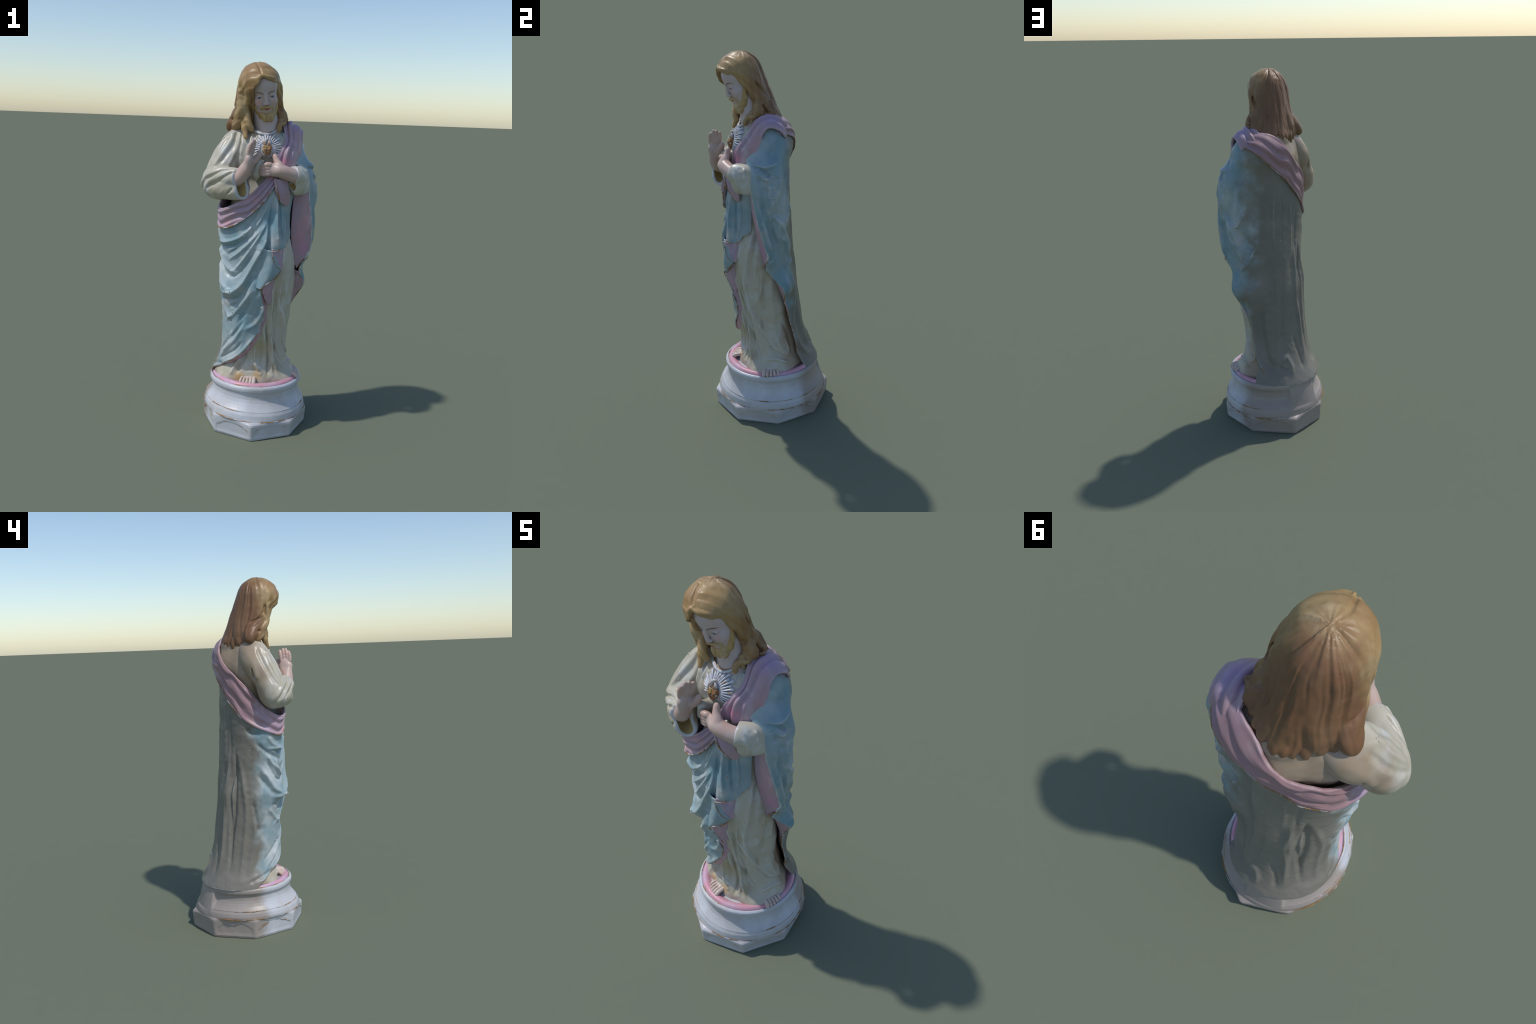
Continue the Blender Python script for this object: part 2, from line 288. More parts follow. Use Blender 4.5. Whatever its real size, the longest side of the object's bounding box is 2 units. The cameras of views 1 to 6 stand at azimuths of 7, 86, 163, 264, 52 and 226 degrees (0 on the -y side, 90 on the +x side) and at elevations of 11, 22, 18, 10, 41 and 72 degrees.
def fold_height(az, z, folds):
    """sum of ridges (+) and grooves (-): each fold is (height, width, [(azimuth, z), ...])"""
    S = np.stack([np.radians(az)*0.2, z], -1).reshape(-1, 2)
    out = np.zeros(len(S))
    for h, w, pts in folds:
        p = np.asarray(pts, float).copy(); p[:, 0] = np.radians(p[:, 0])*0.2
        p = spline(p, 4*len(p))
        lo, hi = p.min(0)-3*w, p.max(0)+3*w
        for turn in (-2*math.pi*0.2, 0.0, 2*math.pi*0.2):
            q = S + np.array([turn, 0.0])
            m = np.where(((q > lo) & (q < hi)).all(1))[0]
            if len(m) == 0:
                continue
            d, s = curve_distance(q[m], p)
            fade = np.clip(np.minimum(s, 1-s)*5 + 0.25, 0, 1)
            out[m] += h*np.exp(-(d/w)**2)*fade
    return out.reshape(np.shape(az))

THING = []
def put(name, verts, faces, mat, parent=None, smooth=True, slots=None):
    me = bpy.data.meshes.new(name)
    me.from_pydata([tuple(v) for v in np.asarray(verts, float)], [], [tuple(int(i) for i in f) for f in faces])
    mats = mat if isinstance(mat, (list, tuple)) else [mat]
    for m in mats:
        me.materials.append(m)
    if slots is not None:
        me.polygons.foreach_set('material_index', np.asarray(slots, dtype=np.int32))
    me.polygons.foreach_set('use_smooth', np.full(len(me.polygons), smooth))
    me.validate(); me.update()
    ob = bpy.data.objects.new(name, me)
    bpy.context.scene.collection.objects.link(ob)
    ob.parent = parent if parent else (THING[0] if THING else None)
    return ob

def grid_faces(nr, nc, closed=False, start=0, flip=False):
    i, j = np.meshgrid(np.arange(nr-1), np.arange(nc if closed else nc-1), indexing='ij')
    a = i*nc + j; b = i*nc + (j+1) % nc
    f = np.stack([a, b, b+nc, a+nc], -1).reshape(-1, 4) + start
    return f[:, ::-1] if flip else f

def shell(name, outer, thick, mats, parent=None, normal=None):
    """thick sheet from a grid of points (rows x cols x 3); second material inside"""
    nr, nc, _ = outer.shape
    du = np.gradient(outer, axis=1); dv = np.gradient(outer, axis=0)
    n = np.cross(du, dv); n /= np.linalg.norm(n, axis=-1, keepdims=True) + 1e-12
    if normal is not None:
        s = np.sign((n*normal).sum(-1).mean()); n *= s
        flip = s < 0
    else:
        flip = False
    # thin towards the borders so that hems are rounded
    rim = np.minimum(np.minimum(np.arange(nr)[:, None], np.arange(nr)[::-1][:, None]),
                     np.minimum(np.arange(nc)[None], np.arange(nc)[::-1][None]))
    inner = outer - n*thick
    out2 = outer - n*(thick*0.25*np.exp(-rim/1.0))[..., None]
    v = np.concatenate([out2.reshape(-1, 3), inner.reshape(-1, 3)])
    N = nr*nc
    f = [grid_faces(nr, nc, flip=flip), grid_faces(nr, nc, start=N, flip=not flip)]
    loop = ([(0, j) for j in range(nc)] + [(i, nc-1) for i in range(1, nr)]
            + [(nr-1, j) for j in range(nc-2, -1, -1)] + [(i, 0) for i in range(nr-2, 0, -1)])
    L = np.array([a*nc + b for a, b in loop]); M = np.roll(L, -1)
    side = np.stack([L, L+N, M+N, M], -1)
    if flip:
        side = side[:, ::-1]
    nf = len(f[0])
    faces = np.concatenate(f + [side])
    slots = np.concatenate([np.zeros(nf), np.ones(nf), np.zeros(len(side))]).astype(int)
    if not isinstance(mats, (list, tuple)):
        mats = [mats]; slots[:] = 0
    return put(name, v, faces, mats, parent, slots=slots)

def sheet_grid(rows, nr=40, nc=40):
    """bicubic sheet through rows of control points"""
    A = np.stack([spline(r, nc) for r in rows])
    return np.stack([spline(A[:, j], nr) for j in range(nc)], 1)

def tube(name, pts, radius, mat, parent=None, n=None, seg=8, squash=None, kink=0.0, seed=1):
    p = spline(pts, n or 6*len(pts)); m = len(p)
    t = np.gradient(p, axis=0); t /= np.linalg.norm(t, axis=1, keepdims=True) + 1e-12
    up = np.array([0.31, 0.22, 0.93]); a = np.cross(t, up); a /= np.linalg.norm(a, axis=1, keepdims=True) + 1e-9
    b = np.cross(t, a)
    r = np.interp(np.linspace(0, 1, m), np.linspace(0, 1, len(np.atleast_1d(radius))), np.atleast_1d(radius)) if np.ndim(radius) else np.full(m, radius)
    if kink:
        r = r*(1 + kink*value_noise(p, 60, seed))
    th = np.linspace(0, 2*np.pi, seg, endpoint=False)
    V = p[:, None] + r[:, None, None]*(np.cos(th)[None, :, None]*a[:, None] + np.sin(th)[None, :, None]*b[:, None])
    V = V.reshape(-1, 3); f = [tuple(x) for x in grid_faces(m, seg, closed=True)]
    f.append(tuple(range(seg-1, -1, -1))); f.append(tuple(range((m-1)*seg, m*seg)))
    return put(name, V, f, mat, parent)

class Solid:
    """signed distance field on a grid, meshed with surface nets"""
    def __init__(self, lo, hi, h):
        self.lo = np.array(lo, float); self.h = h
        n = np.ceil((np.array(hi)-self.lo)/h).astype(int)+1
        g = [self.lo[k] + h*np.arange(n[k]) for k in range(3)]
        self.P = np.stack(np.meshgrid(*g, indexing='ij'), -1)
        self.D = np.full(n, 0.5)
    def box(self, lo, hi):
        i = np.clip(np.floor((np.asarray(lo)-self.lo)/self.h).astype(int), 0, np.array(self.D.shape)-1)
        j = np.clip(np.ceil((np.asarray(hi)-self.lo)/self.h).astype(int)+1, 1, np.array(self.D.shape))
        return tuple(slice(a, b) for a, b in zip(i, j))
    def blend(self, sl, d, k, cut=False):
        D = self.D[sl]
        if cut:
            h = np.clip(0.5 - 0.5*(D+d)/k, 0, 1); self.D[sl] = D*(1-h) + (-d)*h + k*h*(1-h)
        else:
            h = np.clip(0.5 + 0.5*(D-d)/k, 0, 1); self.D[sl] = D*(1-h) + d*h - k*h*(1-h)
    def ball(self, c, r, k=0.01, frame=None, cut=False):
        """ellipsoid; frame = 3x3 axes"""
        c = np.asarray(c, float); r = np.asarray(r, float)*np.ones(3)
        m = r.max() + 2*k + 3*self.h; sl = self.box(c-m, c+m)
        q = self.P[sl]-c
        if frame is not None:
            q = q @ frame
        k0 = np.linalg.norm(q/r, axis=-1); k1 = np.linalg.norm(q/(r*r), axis=-1)
        self.blend(sl, k0*(k0-1)/(k1+1e-9), k, cut)
    def limb(self, a, b, ra, rb, k=0.01, cut=False):
        """capsule with two end radii"""
        a = np.asarray(a, float); b = np.asarray(b, float); m = max(ra, rb) + 2*k + 3*self.h
        sl = self.box(np.minimum(a, b)-m, np.maximum(a, b)+m)
        q = self.P[sl]-a; d = b-a
        t = np.clip((q @ d)/(d @ d), 0, 1)
        self.blend(sl, np.linalg.norm(q - t[..., None]*d, axis=-1) - (ra + (rb-ra)*t), k, cut)
    def chain(self, pts, rad, k=0.01, n=None, cut=False):
        p = spline(pts, n or 3*len(pts)); r = np.interp(np.linspace(0, 1, len(p)), np.linspace(0, 1, len(rad)), rad)
        for i in range(len(p)-1):
            self.limb(p[i], p[i+1], r[i], r[i+1], k, cut)
    def stroke(self, pts, w, h):
        """ridge (h>0) or groove (h<0) along a curve"""
        p = spline(pts, 4*len(pts)); m = 3*w
        sl = self.box(p.min(0)-m, p.max(0)+m); q = self.P[sl]; s = q.shape[:3]
        d, t = curve_distance(q.reshape(-1, 3), p)
        fade = np.clip(np.minimum(t, 1-t)*5 + 0.2, 0, 1)
        self.D[sl] -= (h*np.exp(-(d/w)**2)*fade).reshape(s)
    def mesh(self):
        D = self.D; s = D < 0; n = np.array(D.shape)
        corners = [(a, b, c) for a in (0, 1) for b in (0, 1) for c in (0, 1)]
        sub = lambda A, o: A[o[0]:n[0]-1+o[0], o[1]:n[1]-1+o[1], o[2]:n[2]-1+o[2]]
        cnt = sum(sub(s, o).astype(np.int8) for o in corners)
        act = (cnt > 0) & (cnt < 8)
        idx = np.argwhere(act); ids = np.full(act.shape, -1, np.int64); ids[act] = np.arange(len(idx))
        acc = np.zeros((len(idx), 3)); num = np.zeros(len(idx))
        for o in corners:
            for ax in range(3):
                if o[ax]:
                    continue
                o2 = list(o); o2[ax] = 1
                d0 = D[tuple((idx + o).T)]; d1 = D[tuple((idx + o2).T)]
                m = (d0 < 0) != (d1 < 0)
                t = d0[m]/(d0[m]-d1[m]); p = np.tile(np.array(o, float), (m.sum(), 1)); p[:, ax] = t
                acc[m] += p; num[m] += 1
        V = self.lo + self.h*(idx + acc/num[:, None])
        F = []
        for ax in range(3):
            a, b = (ax+1) % 3, (ax+2) % 3
            lo = [slice(None)]*3; hi = [slice(None)]*3; lo[ax] = slice(0, -1); hi[ax] = slice(1, None)
            ch = s[tuple(lo)] != s[tuple(hi)]
            e = np.argwhere(ch); ok = (e[:, a] > 0) & (e[:, b] > 0) & (e[:, a] < n[a]-1) & (e[:, b] < n[b]-1); e = e[ok]
            def cell(da, db):
                q = e.copy(); q[:, a] -= da; q[:, b] -= db
                return ids[tuple(q.T)]
            f = np.stack([cell(1, 1), cell(0, 1), cell(0, 0), cell(1, 0)], -1)
            inside = s[tuple(e.T)]
            f[~inside] = f[~inside][:, ::-1]
            F.append(f)
        F = np.concatenate(F); F = F[(F >= 0).all(1)]
        return V, F
    def object(self, name, mat, parent=None, slot=None):
        V, F = self.mesh()
        # light relaxation of the net
        for _ in range(2):
            S = np.zeros_like(V); c = np.zeros(len(V))
            for k in range(4):
                np.add.at(S, F[:, k], V[F[:, (k+1) % 4]]); np.add.at(c, F[:, k], 1)
                np.add.at(S, F[:, k], V[F[:, (k-1) % 4]]); np.add.at(c, F[:, k], 1)
            V = 0.6*V + 0.4*S/np.maximum(c, 1)[:, None]
        return put(name, V, F, mat, parent, slots=None if slot is None else slot(V[F].mean(1)))

def head_frame(yaw, pitch, roll):
    y, p, r = map(math.radians, (yaw, pitch, roll))
    f = np.array([math.sin(y)*math.cos(p), -math.cos(y)*math.cos(p), -math.sin(p)])
    e0 = np.array([math.cos(y), math.sin(y), 0]); u0 = np.cross(e0, -f)
    return np.stack([math.cos(r)*e0 + math.sin(r)*u0, -f, math.cos(r)*u0 - math.sin(r)*e0], 1)

# ---------------------------------------------------------------- materials
def lin(c):
    return tuple(((v/255)/12.92 if v/255 <= 0.04045 else ((v/255+0.055)/1.055)**2.4) for v in c) + (1.0,)

def glaze(name, base, patches=(), rough=0.42, bump=0.10, grain=180.0, spec=0.35, spots=(), baked_shade=None, worn=None):
    """painted glaze: base colour plus noise patches (colour, scale, low, high, strength)"""
    m = bpy.data.materials.new(name); m.use_nodes = True
    nt = m.node_tree; N = nt.nodes; L = nt.links
    bs = N['Principled BSDF']; tc = N.new('ShaderNodeTexCoord')
    col = None
    rgb = N.new('ShaderNodeRGB'); rgb.outputs[0].default_value = lin(base); col = rgb.outputs[0]
    for i, pt in enumerate(patches):
        c, sc, lo, hi, st = pt[:5]
        stretch = pt[5] if len(pt) > 5 else (1, 1, 1)
        mp = N.new('ShaderNodeMapping'); mp.inputs['Scale'].default_value = stretch
        mp.inputs['Location'].default_value = (3.1*i, 1.7*i, 0.9*i)
        L.new(tc.outputs['Object'], mp.inputs['Vector'])
        nz = N.new('ShaderNodeTexNoise'); nz.inputs['Scale'].default_value = sc
        nz.inputs['Detail'].default_value = 4; nz.inputs['Roughness'].default_value = 0.6
        L.new(mp.outputs[0], nz.inputs['Vector'])
        mr = N.new('ShaderNodeMapRange'); mr.inputs['From Min'].default_value = lo
        mr.inputs['From Max'].default_value = hi; mr.inputs['To Max'].default_value = st
        L.new(nz.outputs['Fac'], mr.inputs['Value'])
        mx = N.new('ShaderNodeMix'); mx.data_type = 'RGBA'
        L.new(mr.outputs[0], mx.inputs[0]); L.new(col, mx.inputs[6]); mx.inputs[7].default_value = lin(c)
        col = mx.outputs[2]
    for c, ctr, rad, st in spots:        # hand-tinted areas: soft round masks with a ragged border
        nz = N.new('ShaderNodeTexNoise'); nz.inputs['Scale'].default_value = 0.9/rad; nz.inputs['Detail'].default_value = 3
        L.new(tc.outputs['Object'], nz.inputs['Vector'])
        vd = N.new('ShaderNodeVectorMath'); vd.operation = 'DISTANCE'; vd.inputs[1].default_value = ctr
        L.new(tc.outputs['Object'], vd.inputs[0])
        ma = N.new('ShaderNodeMath'); ma.operation = 'MULTIPLY_ADD'; ma.inputs[1].default_value = 1.1*rad
        L.new(nz.outputs['Fac'], ma.inputs[0]); L.new(vd.outputs['Value'], ma.inputs[2])
        mr = N.new('ShaderNodeMapRange'); mr.interpolation_type = 'SMOOTHSTEP'
        mr.inputs['From Min'].default_value = 1.55*rad; mr.inputs['From Max'].default_value = 0.6*rad; mr.inputs['To Max'].default_value = st
        L.new(ma.outputs[0], mr.inputs['Value'])
        mx = N.new('ShaderNodeMix'); mx.data_type = 'RGBA'
        L.new(mr.outputs[0], mx.inputs[0]); L.new(col, mx.inputs[6]); mx.inputs[7].default_value = lin(c)
        col = mx.outputs[2]
    if baked_shade:                             # scan's dark far side tinted into the colour, ragged border
        c, axis, lo, hi, st = baked_shade
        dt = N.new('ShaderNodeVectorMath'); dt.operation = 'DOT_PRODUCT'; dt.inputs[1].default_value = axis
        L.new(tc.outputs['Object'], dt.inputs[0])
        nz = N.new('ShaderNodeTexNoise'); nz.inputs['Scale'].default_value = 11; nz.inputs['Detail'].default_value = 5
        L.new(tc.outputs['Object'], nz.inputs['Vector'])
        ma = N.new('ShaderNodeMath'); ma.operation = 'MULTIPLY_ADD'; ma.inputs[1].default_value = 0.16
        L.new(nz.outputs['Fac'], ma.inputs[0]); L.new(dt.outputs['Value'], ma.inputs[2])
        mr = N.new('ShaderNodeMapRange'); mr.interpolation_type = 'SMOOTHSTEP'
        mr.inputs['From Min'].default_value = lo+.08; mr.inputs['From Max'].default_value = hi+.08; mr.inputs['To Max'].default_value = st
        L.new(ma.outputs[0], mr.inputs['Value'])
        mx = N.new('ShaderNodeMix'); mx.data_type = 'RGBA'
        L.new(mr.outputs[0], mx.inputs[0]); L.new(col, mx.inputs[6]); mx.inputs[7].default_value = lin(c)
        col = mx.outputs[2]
    if worn:                             # paler colour along the raised folds
        c, lo, hi, st = worn
        ge = N.new('ShaderNodeNewGeometry')
        nz = N.new('ShaderNodeTexNoise'); nz.inputs['Scale'].default_value = 25; nz.inputs['Detail'].default_value = 4
        L.new(tc.outputs['Object'], nz.inputs['Vector'])
        mr = N.new('ShaderNodeMapRange'); mr.inputs['From Min'].default_value = lo; mr.inputs['From Max'].default_value = hi
        L.new(ge.outputs['Pointiness'], mr.inputs['Value'])
        m2 = N.new('ShaderNodeMapRange'); m2.inputs['From Min'].default_value = 0.3; m2.inputs['From Max'].default_value = 0.6; m2.inputs['To Max'].default_value = st
        L.new(nz.outputs['Fac'], m2.inputs['Value'])
        mu = N.new('ShaderNodeMath'); mu.operation = 'MULTIPLY'; L.new(mr.outputs[0], mu.inputs[0]); L.new(m2.outputs[0], mu.inputs[1])
        mx = N.new('ShaderNodeMix'); mx.data_type = 'RGBA'
        L.new(mu.outputs[0], mx.inputs[0]); L.new(col, mx.inputs[6]); mx.inputs[7].default_value = lin(c)
        col = mx.outputs[2]
    L.new(col, bs.inputs['Base Color'])
    bs.inputs['Roughness'].default_value = rough
    bs.inputs['Specular IOR Level'].default_value = spec
    if bump:
        nz = N.new('ShaderNodeTexNoise'); nz.inputs['Scale'].default_value = grain
        nz.inputs['Detail'].default_value = 3
        L.new(tc.outputs['Object'], nz.inputs['Vector'])
        bp = N.new('ShaderNodeBump'); bp.inputs['Strength'].default_value = bump
        bp.inputs['Distance'].default_value = 0.002
        L.new(nz.outputs['Fac'], bp.inputs['Height']); L.new(bp.outputs[0], bs.inputs['Normal'])
    return m
# ================================================================ materials
HF = head_frame(13, 22, 9)                 # head: turned, bowed and tilted
HC = np.array([0.0054, -0.1095, 1.8575])
W = lambda x, y, z: HC + HF @ np.array([x, y, z])
SHADE_AXIS = (-.42, .906, 0)                     # points to the back right, coloured browner for the scan's baked shade
WHITE = glaze('white_glaze', (188, 190, 196), [((176, 166, 158), 5, 0.45, 0.75, 0.6), ((212, 216, 224), 9, 0.5, 0.75, 0.6), ((150, 122, 98), 16, 0.68, 0.8, 0.4)], 0.36, baked_shade=((144, 128, 114), SHADE_AXIS, -.02, .08, .75))
CREAM = glaze('cream_cloth', (184, 178, 162), [((160, 146, 110), 7, 0.48, 0.74, 0.6, (1, 1, 0.4)), ((196, 202, 206), 10, 0.5, 0.72, 0.65), ((140, 110, 66), 13, 0.58, 0.78, 0.5, (1, 1, 0.35))], 0.34,  # olive and brown patches paint the shading seen in the folds
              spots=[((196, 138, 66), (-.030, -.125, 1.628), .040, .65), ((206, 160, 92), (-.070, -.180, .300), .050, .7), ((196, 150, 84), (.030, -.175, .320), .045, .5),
                     ((160, 144, 92), (.060, -.165, .480), .110, .55), ((150, 128, 84), (.140, -.120, .360), .060, .55), ((150, 126, 86), (-.150, -.150, 1.500), .060, .5), ((216, 220, 230), (.040, -.16, 1.57), .075, .8)], baked_shade=((148, 124, 100), SHADE_AXIS, -.06, .04, .75), worn=((214, 214, 212), .51, .56, .7))
BLUE = glaze('blue_cloth', (144, 163, 168), [((196, 200, 200), 8, 0.48, 0.70, 0.75, (1, 1, 0.5)), ((94, 136, 150), 6, 0.48, 0.72, 0.75, (1, 1, 0.5)), ((186, 174, 164), 11, 0.56, 0.75, 0.55)], 0.38,  # whitish patches take the sunlit ridge colour, teal ones the shadowed folds
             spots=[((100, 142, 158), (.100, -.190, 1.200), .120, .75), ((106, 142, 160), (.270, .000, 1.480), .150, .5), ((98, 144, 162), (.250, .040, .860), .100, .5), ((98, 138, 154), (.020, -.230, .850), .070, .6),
                    ((200, 206, 208), (-.150, -.180, .920), .130, .55), ((196, 196, 196), (-.140, -.150, .450), .130, .6), ((206, 202, 200), (.110, -.230, 1.080), .060, .7), ((110, 152, 168), (-.060, -.220, .640), .080, .5)], baked_shade=((120, 110, 96), SHADE_AXIS, -.03, .06, .85), worn=((212, 213, 212), .51, .56, .75))
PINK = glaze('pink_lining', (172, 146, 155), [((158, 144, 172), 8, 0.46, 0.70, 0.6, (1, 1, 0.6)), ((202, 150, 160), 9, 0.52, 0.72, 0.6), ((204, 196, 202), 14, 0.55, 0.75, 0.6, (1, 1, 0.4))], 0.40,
             spots=[((206, 116, 140), (.125, -.150, 1.490), .050, .65), ((216, 160, 162), (-.150, -.190, 1.180), .060, .6), ((148, 136, 184), (.150, .000, 1.670), .090, .55), ((196, 128, 178), (.250, -.040, 1.030), .060, .5)], baked_shade=((150, 116, 116), SHADE_AXIS, -.02, .06, .75), worn=((208, 190, 196), .515, .57, .6))
ROSE = glaze('rose_ring', (204, 150, 164), [((190, 168, 196), 9, 0.45, 0.7, 0.8), ((216, 204, 208), 18, 0.55, 0.75, 0.6)], 0.38)
SKIN = glaze('skin', (192, 176, 172), [((200, 162, 152), 14, 0.5, 0.75, 0.35), ((190, 186, 190), 9, 0.5, 0.75, 0.5)], 0.38,
             spots=[((204, 150, 142), tuple(W(.036, -.075, -.030)), .024, .75), ((204, 150, 142), tuple(W(-.036, -.075, -.030)), .024, .75)])
TOE = glaze('toe_paint', (200, 184, 174), [((170, 130, 104), 40, 0.5, 0.7, 0.6)], 0.38)
BLUSH = glaze('skin_hand', (190, 163, 152), [((186, 140, 118), 16, 0.5, 0.75, 0.5), ((192, 186, 184), 10, 0.5, 0.75, 0.6)], 0.38,
              spots=[((158, 112, 88), (.016, -.222, 1.455), .030, .6), ((206, 150, 128), (.150, -.210, 1.450), .040, .5)])
HAIR = glaze('golden_hair', (168, 140, 96), [((138, 102, 66), 9, 0.42, 0.68, 0.8, (1, 1, 0.35)), ((196, 176, 138), 14, 0.5, 0.74, 0.7, (1, 1, 0.3)), ((100, 70, 48), 18, 0.62, 0.8, 0.55, (1, 1, 0.3))], 0.40, baked_shade=((112, 78, 56), SHADE_AXIS, -.12, .00, .85))  # noise mixes lit gold with the brown of hair in shadow
BEARD = glaze('beard_paint', (178, 150, 102), [((150, 114, 66), 26, 0.45, 0.7, 0.8), ((200, 186, 156), 22, 0.52, 0.74, 0.7)], 0.40)
GOLD = glaze('worn_gold', (146, 104, 54), [((196, 160, 84), 40, 0.5, 0.7, 0.7), ((104, 72, 50), 55, 0.5, 0.7, 0.7), ((190, 186, 186), 24, 0.48, 0.60, 0.95)], 0.36)
OCHRE = glaze('sleeve_inside', (184, 160, 108), [((150, 114, 58), 18, 0.45, 0.7, 0.7), ((196, 188, 166), 22, 0.5, 0.75, 0.6)], 0.4)
RAYS = glaze('ray_glaze', (204, 206, 214), [((150, 116, 80), 70, 0.54, 0.64, 0.7), ((196, 152, 74), 50, 0.58, 0.68, 0.8)], 0.36)
HEART = glaze('heart_paint', (140, 100, 66), [((186, 166, 96), 30, 0.48, 0.62, 0.9), ((206, 200, 200), 34, 0.52, 0.66, 0.8), ((92, 62, 42), 45, 0.5, 0.68, 0.7)], 0.36)
BROW = glaze('brow_paint', (104, 78, 70), [], 0.5, 0)
IRIS = glaze('iris_paint', (60, 92, 134), [], 0.4, 0)
LIP = glaze('lip_paint', (170, 72, 70), [], 0.4, 0)

root = bpy.data.objects.new('figurine', None)
bpy.context.scene.collection.objects.link(root)
root['label'] = 'painted porcelain statue of a robed bearded man on plinth'
root['category'] = 'statue'
THING.append(root)

# ================================================================ plinth
CORNERS = [(0.026, -0.330), (0.228, -0.216), (0.296, 0.010), (0.199, 0.228),
           (-0.025, 0.330), (-0.218, 0.214), (-0.294, -0.016), (-0.188, -0.243)]
CZ = [math.degrees(math.atan2(x, -y)) for x, y in CORNERS]
def octagon(az):
    """radius of the eight-cornered block, and position -1..1 across each face"""
    a = np.asarray(az, float); r = np.full(a.shape, 9.0); across = np.zeros(a.shape)
    d = np.stack([np.sin(np.radians(a)), -np.cos(np.radians(a))], -1)
    for k in range(8):
        p = np.array(CORNERS[k]); q = np.array(CORNERS[(k+1) % 8]); e = q-p; n = np.array([e[1], -e[0]])
        n /= np.linalg.norm(n); n *= np.sign(n @ p)
        t = (n @ p)/np.maximum(d @ n, 1e-3); t = np.where(d @ n > 1e-3, t, 9)
        w = t < r; r = np.where(w, t, r)
        s = 2*(((d*t[..., None] - p) @ e)/(e @ e)) - 1
        across = np.where(w, s, across)
    return r, across

az = np.linspace(-180, 180, 481)[:-1]
octr, across = octagon(az)
# round the vertical edges a little
k = np.hanning(9); k /= k.sum()
octr = np.convolve(np.concatenate([octr[-16:], octr, octr[:16]]), k, 'same')[16:-16]
elx = lambda rx, ry: 1/np.sqrt((np.sin(np.radians(az))/rx)**2 + (np.cos(np.radians(az))/ry)**2)
# (height, share of octagon, rx, ry)
PLINTH = [(0.000, 1, .29, .31), (0.004, 1, .29, .31), (0.050, 1, .29, .31), (0.082, 1.0, .29, .31), (0.091, 0.85, .292, .312),
          (0.097, 0.45, .292, .312), (0.101, 0.12, .289, .309), (0.112, 0.0, .290, .308), (0.132, 0, .286, .303),
          (0.146, 0, .279, .294), (0.150, 0, .279, .293), (0.158, 0, .272, .286), (0.172, 0, .262, .275), (0.188, 0, .253, .264),
          (0.205, 0, .247, .257), (0.225, 0, .245, .255), (0.238, 0, .247, .257), (0.245, 0, .254, .262), (0.254, 0, .260, .266),
          (0.266, 0, .261, .267), (0.274, 0, .259, .265), (0.279, 0, .254, .259), (0.281, 0, .249, .254), (0.277, 0, .244, .248)]
pt = np.array(PLINTH); s = np.linspace(0, len(pt)-1, 160)
prof = np.stack([np.interp(s, np.arange(len(pt)), pt[:, j]) for j in range(4)], 1)
rows = []
for zz, oc, rx, ry in prof:
    r = oc*octr*(1.0 + 0.25*min(zz, .09) if zz > 0.004 else 0.995) + (1-oc)*elx(rx, ry)
    if zz < 0.09:                        # arched panels sunk into each face
        top = 0.080 - 0.046*np.abs(across)**2.6
        inside = np.clip((zz-0.012)/0.01, 0, 1)*np.clip((0.90-np.abs(across))/0.06, 0, 1)*np.clip((top-zz)/0.006, 0, 1)
        r = r - 0.0030*inside
    # repaired stretch at the back where the mouldings are filled in
    fill = np.clip((np.minimum((az+360) % 360 - 181, 222 - (az+360) % 360))/3.0, 0, 1)
    if 0.088 < zz < 0.272:
        r = r + fill*(np.maximum(r, np.interp(zz, [0.088, 0.12, 0.272], [0.30, 0.300, 0.262])*np.ones_like(r)) - r)
    tilt = -0.012*np.sin(np.radians(az))*np.interp(zz, [0, .08, .12, .25], [0, 1, 1, 0])     # the mouldings sit a little askew
    rows.append(np.stack([r*np.sin(np.radians(az)), -r*np.cos(np.radians(az)), zz + tilt], -1))
P = np.array(rows)
P[..., :2] *= (1 + 0.006*value_noise(P, 9, 3) + 0.002*value_noise(P, 40, 4))[..., None]
nr, nc = P.shape[:2]
V = np.concatenate([P.reshape(-1, 3), [[0, 0, 0.0]], [[0, 0, 0.272]]])
F = [tuple(f) for f in grid_faces(nr, nc, closed=True)]
F += [((j+1) % nc, j, nr*nc) for j in range(nc)] + [((nr-1)*nc+j, (nr-1)*nc+(j+1) % nc, nr*nc+1) for j in range(nc)]
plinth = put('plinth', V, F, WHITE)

def ring(name, z, rx, ry, a0, a1, rad, mat, kink=0.0, seed=1, n=80):
    a = np.radians(np.linspace(a0, a1, n))
    return tube(name, np.stack([rx*np.sin(a), -ry*np.cos(a), z - 0.012*np.sin(a)*np.interp(z, [.12, .25], [1, 0])], 1), rad, mat, plinth, n=n, kink=kink, seed=seed)
